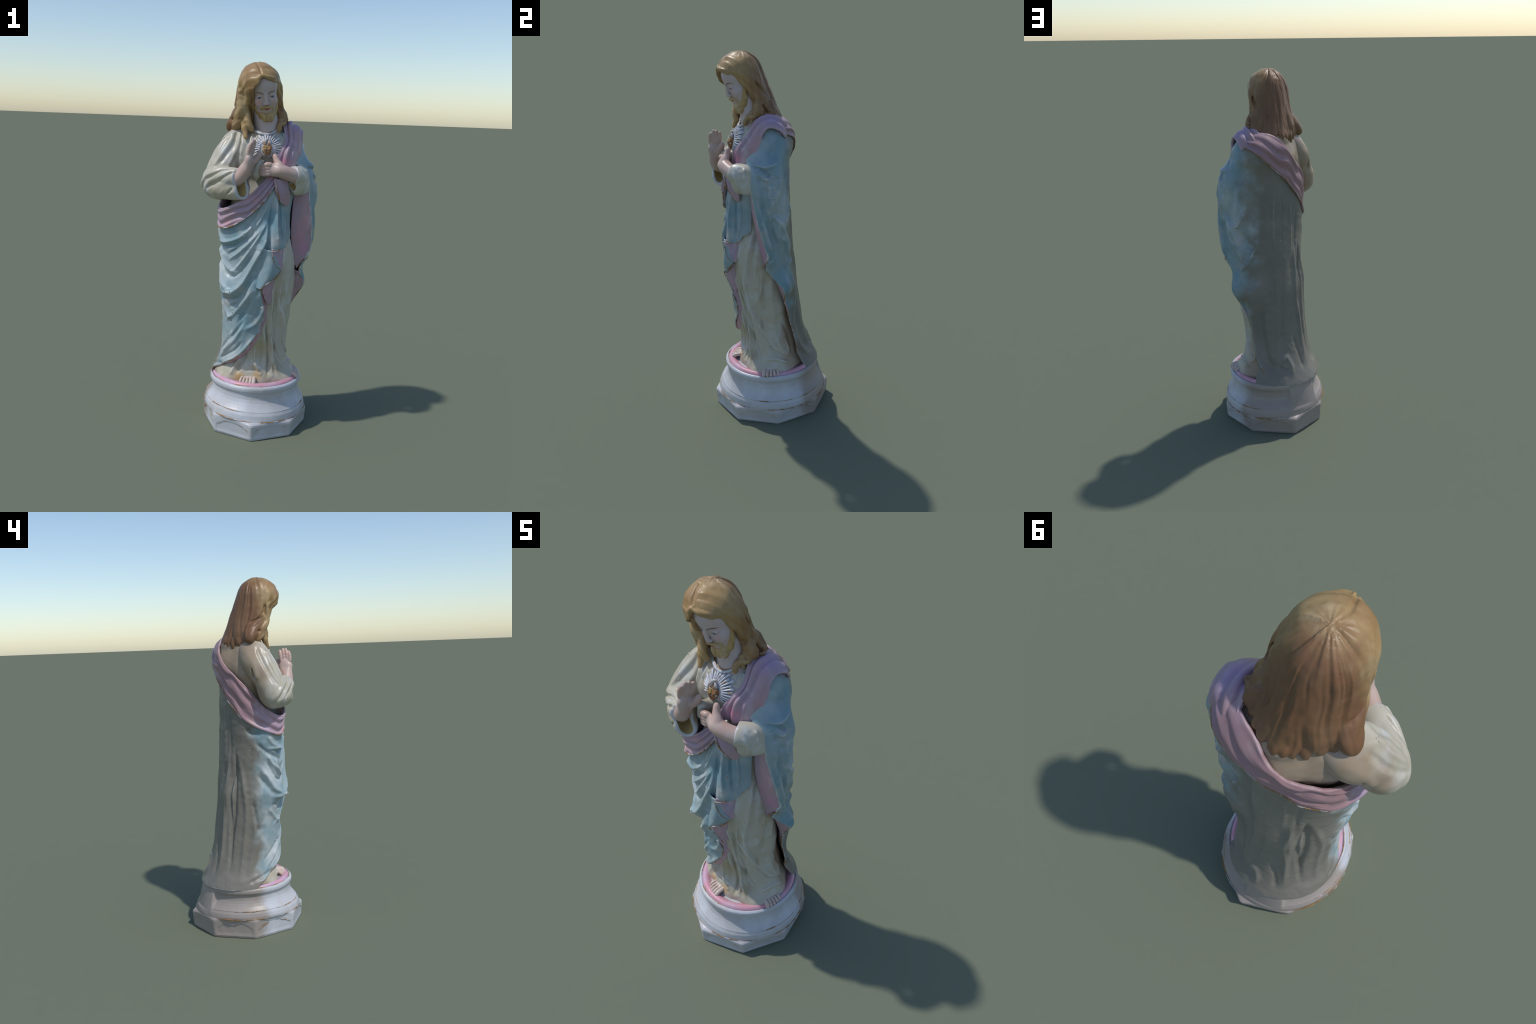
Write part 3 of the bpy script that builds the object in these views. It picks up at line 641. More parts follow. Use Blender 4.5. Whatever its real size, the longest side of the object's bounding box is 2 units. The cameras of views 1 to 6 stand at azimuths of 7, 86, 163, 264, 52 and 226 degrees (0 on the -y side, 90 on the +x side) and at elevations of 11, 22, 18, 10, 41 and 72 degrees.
# rose-coloured inner ring, worn gold lines in the grooves
a = np.radians(np.linspace(-100, 150, 140))
rose = np.stack([np.stack([f*np.sin(a)*0.240, -f*np.cos(a)*0.244, np.full(len(a), zz)], -1)
                 for f, zz in ((1.02, .2745), (1.005, .285), (0.96, .2925), (0.90, .290), (0.85, .280), (0.80, .272))])
shell('rose_ring', sheet_grid(rose, 24, 200), 0.004, ROSE, plinth, normal=np.array([0, 0, 1.0]))
for i, (z0, rx, ry, a0, a1) in enumerate([(.1015, .2915, .3115, -62, 62), (.1015, .2915, .3115, 78, 128), (.1475, .2795, .2935, -60, -5), (.1475, .2795, .2935, 60, 150),
                                          (.1015, .2915, .3115, -130, -70), (.1475, .2795, .2935, -110, -75), (.1015, .2915, .3115, 140, 178), (.2805, .2495, .2545, -95, -35), (.2805, .2495, .2545, -25, 20)]):
    ring('gold_line', z0, rx, ry, a0, a1, [.0005, .0028, .0018, .0030, .0008], GOLD, 0.5, i)
for kf in range(8):                      # arch lines on the faces
    if kf in (3, 4, 5):
        continue
    p = np.array(CORNERS[kf]); q = np.array(CORNERS[(kf+1) % 8]); e = q-p; n2 = np.array([e[1], -e[0]]); n2 /= np.linalg.norm(n2); n2 *= np.sign(n2 @ p)
    for s0, s1 in ((-0.86, -0.30), (0.28, 0.88)):
        ss = np.linspace(s0, s1, 9); zz = 0.081 - 0.046*np.abs(ss)**2.6
        xy = (p + (ss[:, None]+1)/2*e - n2*0.0012)*(1 + 0.25*zz[:, None])
        tube('gold_arch', np.concatenate([xy, zz[:, None]], 1), [.0005, .0026, .0018, .0028, .0006], GOLD, plinth, n=30, kink=0.5, seed=kf)

# ================================================================ tunic
def polar_surface(table, folds, az, z, off=0.0, wob=0.0025):
    r = polar_radius(table, az, z) + fold_height(az, z, folds) + off
    P = polar_point(az, z, r)
    return r + wob*value_noise(P, 14, 5) + 0.0012*value_noise(P, 45, 6)

zz = np.linspace(0.272, 1.69, 420); aa = np.linspace(-180, 180, 421)[:-1]
A, Z = np.meshgrid(aa, zz)
R = polar_surface(TUNIC, TUNIC_FOLDS + TUNIC_CHEST, A, Z)
# the hem spreads in scallops over the feet
R = R + np.clip((0.315-Z)/0.04, 0, 1)*0.010*np.sin(np.radians(A*7+40))
P = polar_point(A, Z, R)
nr, nc = A.shape
V = np.concatenate([P.reshape(-1, 3), [[0, 0.02, 0.272], [0, -0.015, 1.70]]])
F = [tuple(f) for f in grid_faces(nr, nc, closed=True)] + [((j+1) % nc, j, nr*nc) for j in range(nc)] + [((nr-1)*nc+j, (nr-1)*nc+(j+1) % nc, nr*nc+1) for j in range(nc)]
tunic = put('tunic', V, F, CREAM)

# ================================================================ mantle
SASH = [  # azimuth, lower edge, upper edge, stand-off
    (34, 1.400, 1.455, .016), (22, 1.340, 1.430, .020), (9, 1.282, 1.385, .024), (-10, 1.222, 1.325, .024), (-25, 1.182, 1.288, .024), (-40, 1.150, 1.256, .022),
    (-52, 1.142, 1.245, .020), (-62, 1.145, 1.262, .016), (-77, 1.166, 1.315, .012), (-95, 1.200, 1.400, .014), (-110, 1.238, 1.455, .014), (-122, 1.285, 1.490, .014),
    (-133, 1.322, 1.520, .013), (-145, 1.366, 1.562, .013), (-158, 1.410, 1.606, .013), (-175, 1.458, 1.650, .013), (-193, 1.506, 1.672, .013),
    (-217, 1.578, 1.682, .012), (-235, 1.608, 1.680, .011), (-252, 1.620, 1.672, .008)]
def mantle_radius(A, Z):
    """mantle surface; above the sash it dives under the tunic"""
    r = polar_surface(MANTLE, MANTLE_FOLDS, A, Z)
    w = np.clip((A-32)/26, 0, 1)           # apron side lies close to the tunic
    r = r*(1-w) + (polar_surface(TUNIC, MANTLE_FOLDS, A, Z)+0.014)*w
    sa = np.array(SASH)[::-1]
    mid = np.interp(A, sa[:, 0], 0.86*sa[:, 1]+0.14*sa[:, 2])
    mid = np.where(A > 34, 1.425, np.where(A < -250, 9.0, mid))
    w = np.clip((Z-mid)/0.004, 0, 1)
    return r*(1-w) + np.minimum(r, polar_radius(TUNIC, A, Z)-0.015)*w
EDGE_FRONT = [(.27, -78), (.309, -71), (.352, -53), (.405, -29), (.464, -11), (.53, 2), (.586, 12), (.645, 18), (.703, 18), (.76, 15),
              (.831, 12), (.93, 18), (1.025, 26), (1.033, 29), (1.043, 50), (1.06, 58), (1.085, 64), (1.097, 74), (1.12, 78), (1.7, 80)]
EDGE_BACK = [(.27, 135), (.334, 133.5), (.433, 130), (.50, 127), (.60, 122), (.66, 119), (.736, 114), (.814, 110), (.86, 103), (.912, 95),
             (.95, 95), (1.0, 98), (1.1, 92), (1.2, 87), (1.3, 82), (1.42, 77), (1.46, 72), (1.50, 66), (1.56, 60), (1.7, 55)]
ef = np.array(EDGE_FRONT); eb = np.array(EDGE_BACK)
zz = np.unique(np.concatenate([np.linspace(0.275, 1.645, 420), np.linspace(1.025, 1.10, 40)]))
a0 = np.interp(zz, ef[:, 0], ef[:, 1]); a1 = np.interp(zz, eb[:, 0], eb[:, 1]) - 360
t = np.linspace(0, 1, 460)
A = a0[:, None]*(1-t) + a1[:, None]*t; Z = np.repeat(zz[:, None], len(t), 1)
R = mantle_radius(A, Z)
P = polar_point(A, Z, R)
out = np.stack([np.sin(np.radians(A)), -np.cos(np.radians(A)), 0*A], -1)
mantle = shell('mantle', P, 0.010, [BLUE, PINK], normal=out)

def hem(name, pts, rad=0.0024, mat=None, parent=None, seed=1):
    return tube(name, pts, [rad*0.5, rad, rad*0.8, rad, rad*0.5], mat or GOLD, parent or mantle, n=max(24, 6*len(pts)), seg=7, kink=0.45, seed=seed)
def on_mantle(azs, zs, off=0.0):
    azs = np.array(azs, float); zs = np.array(zs, float)
    return polar_point(azs, zs, mantle_radius(azs, zs) + off)
# gold hems along the front edge and the apron
hz = np.linspace(.30, .72, 26); hem('gold_hem', on_mantle(np.interp(hz, ef[:, 0], ef[:, 1]), hz, -.003), .0028, seed=2)
hz = np.linspace(1.034, 1.098, 14); hem('gold_hem', on_mantle(np.interp(hz, ef[:, 0], ef[:, 1]), hz, -.003), .0028, seed=3)
hz = np.linspace(.31, .80, 26); hem('gold_hem', on_mantle(np.interp(hz, eb[:, 0], eb[:, 1])-360, hz, -.003), .0028, seed=4)

# lining seen behind the standing front edge
hz = np.linspace(.36, .86, 90); ha = np.interp(hz, ef[:, 0], ef[:, 1])
G = []
for f in np.linspace(0, 1, 10):
    r0 = polar_surface(MANTLE, MANTLE_FOLDS, ha, hz) - 0.007
    r1 = polar_radius(TUNIC, ha + 9, hz) - 0.004
    G.append(polar_point(ha + 9*f, hz, r0*(1-f) + r1*f))
shell('mantle_lining', np.array(G), 0.003, PINK, mantle, normal=np.array([0.6, -0.8, 0]))

# front cascade: blue flap and two pink turned-back folds
def drape(name, rows, mats, nrm, thick=0.006, wob=0.002, n=46):
    G = sheet_grid(rows, n, n)
    G = G + wob*value_noise(G, 30, 8)[..., None]*np.asarray(nrm, float)
    return shell(name, G, thick, mats, mantle, normal=np.asarray(nrm, float))
FR = (0.35, -0.93, 0)
drape('mantle_lining', [[(.094, -.238, 1.045), (.120, -.212, 1.045), (.150, -.168, 1.055)],
                        [(.098, -.236, 1.000), (.124, -.208, .990), (.146, -.176, .985)],
                        [(.118, -.222, .955), (.136, -.202, .945), (.148, -.182, .942)],
                        [(.136, -.206, .935), (.141, -.199, .932), (.146, -.190, .932)]], PINK, FR)
fl = lambda a, z: tuple(on_mantle([a], [z], -.005)[0])
drape('mantle_fold', [[fl(14, 1.045), (.080, -.240, 1.040), (.104, -.226, 1.030)],
                      [fl(10, .985), (.090, -.246, .975), (.122, -.218, .972)],
                      [fl(6, .930), (.088, -.250, .925), (.143, -.204, .930)],
                      [fl(3, .880), (.066, -.252, .876), (.110, -.224, .886)],
                      [fl(2, .836), (.036, -.250, .829), (.052, -.244, .832)]], [BLUE, PINK], FR)
drape('mantle_lining', [[(.048, -.240, .850), (.090, -.222, .900), (.118, -.198, .915)],
                        [(.052, -.238, .815), (.084, -.214, .825), (.104, -.190, .830)],
                        [(.066, -.222, .775), (.084, -.204, .765), (.098, -.186, .770)],
                        [(.080, -.206, .735), (.084, -.199, .730), (.090, -.190, .733)]], PINK, FR)
for i, c in enumerate([[(.094, -.247, 1.036), (.098, -.241, .998), (.118, -.227, .952), (.141, -.202, .930)],
                       [(.143, -.206, .926), (.110, -.228, .882), (.076, -.248, .862), (.042, -.252, .828)],
                       [(.040, -.252, .829), (.050, -.243, .812), (.066, -.226, .773), (.082, -.205, .730)],
                       [(.096, -.249, 1.034), (.118, -.228, 1.036), (.140, -.196, 1.040)]]):
    hem('gold_hem', c, .0026, seed=10+i)

# hanging end over the left arm: pink folds and their hems
def left_edge(z):
    return tuple(on_mantle([np.interp(z, eb[:, 0], eb[:, 1])-360], [z], -.004)[0])
drape('mantle_lining', [[(.186, -.098, 1.380), (.235, -.106, 1.385), left_edge(1.385)],
                        [(.176, -.086, 1.200), (.232, -.090, 1.200), left_edge(1.200)],
                        [(.178, -.072, 1.080), (.234, -.064, 1.080), left_edge(1.080)],
                        [(.198, -.052, .960), (.248, -.036, .985), left_edge(1.010)],
                        [(.212, -.046, .912), (.240, -.034, .950), left_edge(.975)]], PINK, (0.3, -0.95, 0))
drape('mantle_lining', [[(.190, .000, .900), (.205, -.010, .890), left_edge(.880)],
                        [(.188, .020, .830), (.215, .030, .820), left_edge(.815)],
                        [(.172, .060, .720), (.190, .062, .715), left_edge(.720)],
                        [(.155, .080, .640), (.165, .084, .635), left_edge(.635)]], PINK, (0.5, -0.85, 0))
hem('gold_hem', [(.212, -.050, .911), (.240, -.040, .948), (.268, -.028, .968), left_edge(.990)], .0028, seed=21)

# knotted end below the wrist
drape('mantle_lining', [[(.085, -.222, 1.41), (.120, -.212, 1.41), (.155, -.185, 1.41)],
                        [(.096, -.214, 1.34), (.132, -.206, 1.34), (.168, -.172, 1.34)],
                        [(.118, -.196, 1.295), (.145, -.180, 1.285), (.172, -.156, 1.305)],
                        [(.138, -.176, 1.272), (.149, -.166, 1.266), (.162, -.156, 1.275)]], PINK, FR, .012)
hem('gold_hem', [(.094, -.225, 1.40), (.104, -.220, 1.35), (.112, -.206, 1.32), (.122, -.196, 1.295), (.140, -.180, 1.27)], .004, seed=23)

# ================================================================ sash: the mantle's pink upper fold, hip to back shoulder
sa = np.array(SASH); t = np.linspace(0, len(sa)-1, 420)
sz = np.stack([hermite(np.arange(len(sa)), sa[:, k], t) for k in range(4)], 1)
f = np.linspace(0, 1, 70)
A = np.repeat(sz[:, :1], len(f), 1); Z = sz[:, 1:2]*(1-f) + sz[:, 2:3]*f
lenp = np.repeat(t[:, None], len(f), 1)
R = np.maximum(polar_radius(MANTLE, A, Z), polar_radius(TUNIC, A, Z)) + np.maximum(sz[:, 3:4]-0.006, 0.004)
# lengthwise pleats that wander and merge
F2 = f[None] + 0.06*np.sin(lenp*0.9) + 0.04*np.sin(lenp*2.1+1)
vary = 0.55 + 0.9*np.abs(value_noise(np.stack([lenp*0.45, F2*3.0, 0*F2], -1), 1.0, 14))
R = R + 0.0055*vary*np.sin(F2*2*np.pi*2.7 + 1.3*np.sin(lenp*0.43) + 1.6*value_noise(np.stack([lenp*0.5, F2*1.5, 0*F2], -1), 1.0, 15))*np.clip(np.minimum(f, 1-f)[None]*8, 0.2, 1)
lip = 0.038*np.exp(-((A+40)/28)**2)         # upper lip stands away from the body below the elbow
R = R + lip*f[None]**1.5 + 0.004*np.exp(-((f[None]-0.02)/0.06)**2) + 0.0025*value_noise(polar_point(A, Z, R), 22, 9)
P = polar_point(A, Z, R)
sash = shell('sash', P, 0.012, [PINK, PINK], normal=np.stack([np.sin(np.radians(A)), -np.cos(np.radians(A)), 0*A], -1))
m = t < 7.2
hem('gold_hem', P[m][::6, 0] + np.array([0, 0, -.001]), .0030, parent=sash, seed=31)
m = (t >= 10)
hem('gold_hem', P[m][::8, 0] + np.array([0, 0, -.001]), .0022, parent=sash, seed=32)

# drape over the left shoulder and chest
sd = sheet_grid([[(.070, .100, 1.655), (.110, .104, 1.640), (.150, .102, 1.620), (.190, .090, 1.596)],
                 [(.088, .056, 1.686), (.126, .064, 1.680), (.166, .066, 1.664), (.206, .056, 1.638)],
                 [(.098, .000, 1.702), (.134, .008, 1.704), (.172, .012, 1.688), (.211, .004, 1.652)],
                 [(.100, -.046, 1.688), (.136, -.048, 1.684), (.176, -.044, 1.664), (.213, -.028, 1.622)],
                 [(.122, -.098, 1.606), (.150, -.104, 1.604), (.186, -.088, 1.598), (.212, -.040, 1.578)],
                 [(.098, -.142, 1.552), (.134, -.146, 1.550), (.180, -.122, 1.545), (.209, -.062, 1.530)],
                 [(.076, -.176, 1.496), (.124, -.160, 1.490), (.172, -.132, 1.488), (.202, -.078, 1.475)],
                 [(.070, -.178, 1.450), (.124, -.160, 1.445), (.172, -.135, 1.445), (.202, -.085, 1.440)]], 90, 70)
u = np.linspace(0, 1, 70)[None]; v = np.linspace(0, 1, 90)[:, None]
nrm = np.cross(np.gradient(sd, axis=1), np.gradient(sd, axis=0)); nrm /= np.linalg.norm(nrm, axis=-1, keepdims=True)
if nrm[60, 30, 1] > 0:
    nrm = -nrm
d = (0.006*np.exp(-((u-0.05)/0.06)**2) - 0.010*np.exp(-((u-0.24-0.04*v)/0.05)**2) + 0.006*np.exp(-((u-0.40)/0.08)**2)
     - 0.008*np.exp(-((u-0.60+0.10*v)/0.06)**2) + 0.004*np.exp(-((u-0.8)/0.1)**2) + 0.004*np.exp(-((u-0.98)/0.05)**2))
sd = sd + nrm*(d + 0.002*value_noise(sd, 26, 12))[..., None]
shoulder = shell('shoulder_drape', sd, 0.014, PINK, normal=nrm)
# ================================================================ sleeves
S = Solid((-.37, -.34, 1.22), (.02, .10, 1.72), 0.0032)
S.chain([(-.118, -.064, 1.612), (-.152, -.092, 1.560), (-.184, -.124, 1.490), (-.212, -.150, 1.420), (-.228, -.162, 1.375)], [.058, .064, .068, .069, .067], .02)
S.chain([(-.226, -.166, 1.392), (-.170, -.218, 1.404), (-.125, -.242, 1.408), (-.070, -.268, 1.410)], [.058, .042, .037, .034], .03)
S.chain([(-.230, -.164, 1.355), (-.170, -.214, 1.352), (-.120, -.236, 1.348), (-.060, -.252, 1.342)], [.060, .044, .037, .033], .03)
S.limb((-.10, -.06, 1.60), (-.10, -.09, 1.48), .055, .05, .03)
S.chain([(-.130, -.048, 1.600), (-.160, -.062, 1.552), (-.188, -.100, 1.490)], [.046, .054, .062], .02)
# cuff: tall flat opening, hollow
CUFF = [((-.062+.010*f, -.277+.014*f, 1.412-.074*f), (-.120+.004*f, -.246+.008*f, 1.408-.060*f), .0265 + .003*math.sin(math.pi*f)) for f in np.linspace(0, 1, 9)]
nx = np.array([0.72, -0.66, 0.12]); nx /= np.linalg.norm(nx)
cut = ((S.P - np.array([-.079, -.262, 1.375])) @ nx)
S.blend(tuple(slice(None) for _ in range(3)), -cut, 0.006, cut=True)
for a, b, r in CUFF:
    S.limb(a, b, r, r*.8, .004, cut=True)
for h, w, c in SLEEVE_RIGHT:
    S.stroke(c, w*0.9, h*1.5)
S.D -= 0.0025*value_noise(S.P, 24, 21)
def cuff_slot(C):
    near = np.zeros(len(C), bool)
    for a, b, r in CUFF:
        a = np.array(a); d = np.array(b)-a; t = np.clip(((C-a) @ d)/(d @ d), 0, 1.3)
        near |= np.linalg.norm(C-a-t[:, None]*d, axis=1) < r + .0018
    n = np.array([0.72, -0.66, 0.12]); edge = np.abs((C - np.array([-.079, -.262, 1.375])) @ n/np.linalg.norm(n)) < .0045      # pale band round the opening
    return np.where(edge & (C[:, 2] < 1.46), 2, near.astype(int))
sleeve_r = S.object('sleeve', [CREAM, OCHRE, WHITE], slot=cuff_slot)

S = Solid((.09, -.28, 1.27), (.33, .06, 1.54), 0.0032)
S.chain([(.200, -.030, 1.425), (.206, -.075, 1.420), (.203, -.120, 1.418), (.182, -.168, 1.426)], [.036, .043, .046, .049], .02)
S.limb((.202, -.152, 1.346), (.238, -.098, 1.352), .022, .022, .045)
S.limb((.200, -.150, 1.375), (.230, -.095, 1.380), .032, .032, .03)
nx = np.array([-0.74, -0.62, 0.18]); nx /= np.linalg.norm(nx)
cut = ((S.P - np.array([.178, -.188, 1.405])) @ nx)
S.blend(tuple(slice(None) for _ in range(3)), -cut, 0.006, cut=True)
S.limb((.158, -.200, 1.424), (.180, -.176, 1.420), .042, .034, .006, cut=True)
S.limb((.170, -.185, 1.372), (.190, -.165, 1.372), .026, .018, .006, cut=True)
for h, w, c in SLEEVE_LEFT:
    S.stroke(c, w*0.9, h*1.2)
S.D -= 0.002*value_noise(S.P, 24, 22)
def cuff_slot2(C):
    near = np.zeros(len(C), bool)
    for a, b, r0, r1 in [((.158, -.200, 1.424), (.180, -.176, 1.420), .042, .034), ((.170, -.185, 1.372), (.190, -.165, 1.372), .026, .018)]:
        a = np.array(a); d = np.array(b)-a; t = np.clip(((C-a) @ d)/(d @ d), 0, 1)
        near |= np.linalg.norm(C-a-t[:, None]*d, axis=1) < r0 + (r1-r0)*t + .0018
    n = np.array([-0.74, -0.62, 0.18]); edge = np.abs((C - np.array([.178, -.188, 1.405])) @ n/np.linalg.norm(n)) < .0045
    return np.where(edge, 2, near.astype(int))
sleeve_l = S.object('sleeve', [CREAM, OCHRE, WHITE], slot=cuff_slot2)

# ================================================================ hands
S = Solid((-.19, -.33, 1.33), (.05, -.18, 1.63), 0.0022)
S.chain([(-.140, -.236, 1.385), (-.108, -.252, 1.398), (-.078, -.264, 1.426), (-.056, -.268, 1.462)], [.026, .029, .030, .029], .012)
S.ball((-.040, -.266, 1.505), (.017, .036, .046), .014)
S.limb((-.058, -.268, 1.46), (-.044, -.284, 1.51), .024, .017, .014)
S.limb((-.050, -.255, 1.46), (-.028, -.243, 1.508), .024, .016, .014)
for a, b, c, r in [((-.044, -.289, 1.540), (-.040, -.289, 1.568), (-.032, -.286, 1.588), .0092), ((-.038, -.275, 1.545), (-.033, -.273, 1.578), (-.024, -.270, 1.603), .0098),
                   ((-.034, -.259, 1.545), (-.028, -.257, 1.578), (-.019, -.255, 1.602), .0098), ((-.030, -.244, 1.540), (-.025, -.240, 1.570), (-.018, -.237, 1.594), .0096)]:
    S.chain([a, b, c], [r*1.08, r, r*0.82], .005, n=5)
S.chain([(-.030, -.248, 1.490), (-.010, -.238, 1.510), (.004, -.232, 1.528), (.008, -.230, 1.540)], [.017, .013, .010, .008], .01)
S.stroke([(-.018, -.283, 1.535), (-.014, -.268, 1.528), (-.013, -.25, 1.52)], .006, -.002)
S.stroke([(-.025, -.262, 1.470), (-.018, -.256, 1.50), (-.014, -.247, 1.525)], .006, -.0035)
hand_r = S.object('hand', BLUSH)

S = Solid((-.03, -.29, 1.38), (.24, -.12, 1.55), 0.0022)
S.chain([(.215, -.150, 1.415), (.185, -.182, 1.428), (.150, -.208, 1.442), (.110, -.226, 1.456)], [.034, .032, .030, .031], .012)
S.ball((.078, -.226, 1.458), (.046, .019, .034), .014)
for i, (zk, tipx, tipz) in enumerate([(1.482, .008, 1.472), (1.466, .000, 1.456), (1.450, .004, 1.443), (1.436, .014, 1.432)]):
    S.chain([(.058, -.236, zk), (.034, -.236, zk-.002), (tipx+.006, -.218, tipz), (tipx+.004, -.196, tipz-.002)], [.0115, .0105, .0095, .008], .004, n=9)
S.limb((.050, -.236, 1.485), (.062, -.232, 1.484), .012, .013, .008)
S.chain([(.115, -.220, 1.478), (.098, -.212, 1.496), (.088, -.204, 1.516), (.083, -.199, 1.530)], [.018, .013, .010, .0075], .010)
hand_l = S.object('hand', BLUSH)

# ================================================================ head
S = Solid((-.13, -.25, 1.58), (.13, .03, 2.0), 0.0022)
S.ball(W(0, .0, .045), (.074, .088, .080), .01, HF)
S.ball(W(0, -.028, -.025), (.060, .058, .100), .02, HF)
S.ball(W(0, -.030, .045), (.062, .058, .055), .02, HF)
S.ball(W(0, -.042, -.085), (.042, .044, .048), .02, HF)
for s in (-1, 1):
    S.ball(W(s*.034, -.058, -.036), (.024, .026, .026), .015, HF)          # cheek
    S.ball(W(s*.033, -.110, -.004), (.019, .024, .0125), .012, HF, cut=True)  # eye socket
    S.ball(W(s*.033, -.0705, -.003), (.0165, .012, .0105), .004, HF)         # eyelid
    S.ball(W(s*.0095, -.0935, -.0375), (.0068, .0085, .0062), .005, HF)      # nostril wing
S.chain([W(0, -.082, .020), W(0, -.090, .000), W(0, -.1005, -.034)], [.007, .0062, .0078], .007)
S.ball(W(0, -.080, -.064), (.022, .014, .016), .012, HF)
S.chain([(.006, -.085, 1.775), (.012, -.070, 1.715), (.022, -.056, 1.650), (.028, -.050, 1.60)], [.050, .055, .062, .070], .02)
S.stroke([(.075, -.075, 1.72), (.060, -.105, 1.67), (.040, -.118, 1.638)], .010, .004)
for s in (-1, 1):
    S.stroke([W(s*.018, -.078, -.0115), W(s*.033, -.078, -.014), W(s*.048, -.068, -.012)], .003, -.0012)
    S.stroke([W(s*.012, -.088, .017), W(s*.030, -.086, .021), W(s*.052, -.066, .014)], .006, .0022)
whole = S.object('head', SKIN)                # one smooth body, then cut into head and neck that share their border
def split_off(ob, name, pick, mat, parent):
    me = ob.data; V = np.array([v.co for v in me.vertices]); N = np.array([v.normal for v in me.vertices]); F = np.array([p.vertices[:] for p in me.polygons])
    sel = pick(V[F].mean(1)); made = []
    for nm, m in ((ob.name, ~sel), (name, sel)):
        f = F[m]; used = np.unique(f); idx = np.full(len(V), -1); idx[used] = np.arange(len(used))
        o = put(nm if nm == name else nm + '_part', V[used], idx[f], mat, parent)
        o.data.normals_split_custom_set_from_vertices([tuple(n) for n in N[used]]); made.append(o)
    old = ob.name; bpy.data.objects.remove(ob); bpy.data.meshes.remove(me); made[0].name = old; made[0].data.name = old
    return made
head, neck = split_off(whole, 'neck', lambda C: (((C-HC) @ HF)[:, 2] < -.100) | (C[:, 2] < 1.735) & (((C-HC) @ HF)[:, 1] > -.03), SKIN, None)

def on_face(pts, lift=0.0):
    """push points of the head frame onto the face surface"""
    me = np.array([v.co for v in head.data.vertices])
    L = (me-HC) @ HF; out = []
    for x, z in pts:
        d = (L[:, 0]-x)**2 + (L[:, 2]-z)**2 + np.where(L[:, 1] < -.02, 0, 1.0)
        i = np.argsort(d)[:6]; out.append(HC + HF @ np.array([x, L[i, 1].mean()-lift, z]))
    return np.array(out)
for s in (-1, 1):
    tube('eyebrow', on_face([(s*.011, .012), (s*.020, .0195), (s*.034, .0225), (s*.046, .019), (s*.054, .013)]), [.0006, .0020, .0020, .0014, .0004], BROW, head, n=24)
    tube('eyelid_line', on_face([(s*.018, -.0060), (s*.026, -.0035), (s*.034, -.0028), (s*.043, -.0050), (s*.049, -.0075)]), [.0003, .0010, .0012, .0010, .0003], BROW, head, n=20)
    c = on_face([(s*.0335, -.0072)])[0]
    e = Solid(c-.014, c+.014, 0.0009); e.ball(c, (.0068, .0026, .0036), .001, HF); e.object('eye', IRIS, head)
c = on_face([(0.0, -.0665)], -.001)[0]
e = Solid(c-.026, c+.026, 0.0011); e.ball(c+HF @ np.array([0, 0, .0012]), (.0145, .0040, .0026), .002, HF); e.ball(c+HF @ np.array([0, .0003, -.0022]), (.0105, .0045, .0034), .002, HF)
e.object('lips', LIP, head)

# beard and moustache
S = Solid(HC-.16, HC+np.array([.13, .12, .06]), 0.0022)
for s in (-1, 1):
    S.chain([W(s*.056, -.018, -.020), W(s*.052, -.028, -.055), W(s*.042, -.044, -.088), W(s*.023, -.064, -.114), W(s*.006, -.078, -.122)], [.006, .011, .014, .016, .018], .010)
    S.chain([W(s*.003, -.0970, -.0530), W(s*.014, -.0945, -.0545), W(s*.026, -.083, -.064), W(s*.036, -.070, -.076)], [.0045, .0065, .0055, .003], .005)
    S.chain([W(s*.030, -.066, -.098), W(s*.016, -.082, -.104), W(s*.010, -.086, -.120)], [.013, .013, .012], .008)
    S.chain([W(s*.036, -.050, -.095), W(s*.026, -.066, -.120), W(s*.012, -.080, -.134)], [.012, .012, .008], .005)
S.limb(W(0, -.084, -.100), W(0, -.086, -.118), .010, .012, .006)
L = (S.P-HC) @ HF
S.D -= 0.0022*np.sin((L[..., 0]*1.0)*260 + 3*value_noise(S.P, 30, 31))*np.clip((-.085-L[..., 2])/.02, 0, 1) + 0.002*value_noise(S.P, 60, 32)
beard = S.object('beard', BEARD, head)

# ================================================================ hair
S = Solid((-.25, -.28, 1.56), (.20, .14, 2.02), 0.0030)
S.ball((-.024, -.126, 1.893), (.102, .110, .106), .01)
S.ball(W(-.008, -.010, .055), (.088, .096, .074), .02, HF)
S.chain([(-.026, -.092, 1.880), (-.024, -.056, 1.800), (-.022, -.016, 1.720), (-.020, .014, 1.650)], [.080, .070, .062, .054], .03)
S.chain([(.026, -.084, 1.880), (.036, -.050, 1.800), (.054, -.018, 1.730), (.070, .006, 1.675)], [.052, .038, .038, .034], .03)
S.chain([(-.066, -.104, 1.880), (-.066, -.064, 1.800), (-.074, -.034, 1.725), (-.088, -.018, 1.655)], [.050, .046, .045, .040], .03)
# window for face and neck: everything in front of the hairline and below the brow line
Lw = (S.P-HC) @ HF; x, y, z = Lw[..., 0], Lw[..., 1], Lw[..., 2]
brow = 0.106 - np.where(x > -.006, 0.80, 1.12)*np.abs(x+.006)
front = np.interp(z, [-.14, -.06, -.008, .056, .10], [-.005, -.013, -.026, -.050, -.075]) - .034*np.clip((-.030-x)/.03, 0, 1)
S.blend(tuple(slice(None) for _ in range(3)), np.maximum(np.maximum((z-brow)*0.75, (y-front)*0.9), -.098-x), 0.008, cut=True)
S.chain([W(-.014, -.105, -.05), W(-.006, -.090, -.10), (.018, -.120, 1.690), (.026, -.140, 1.610)], [.066, .072, .072, .064], .008, cut=True)
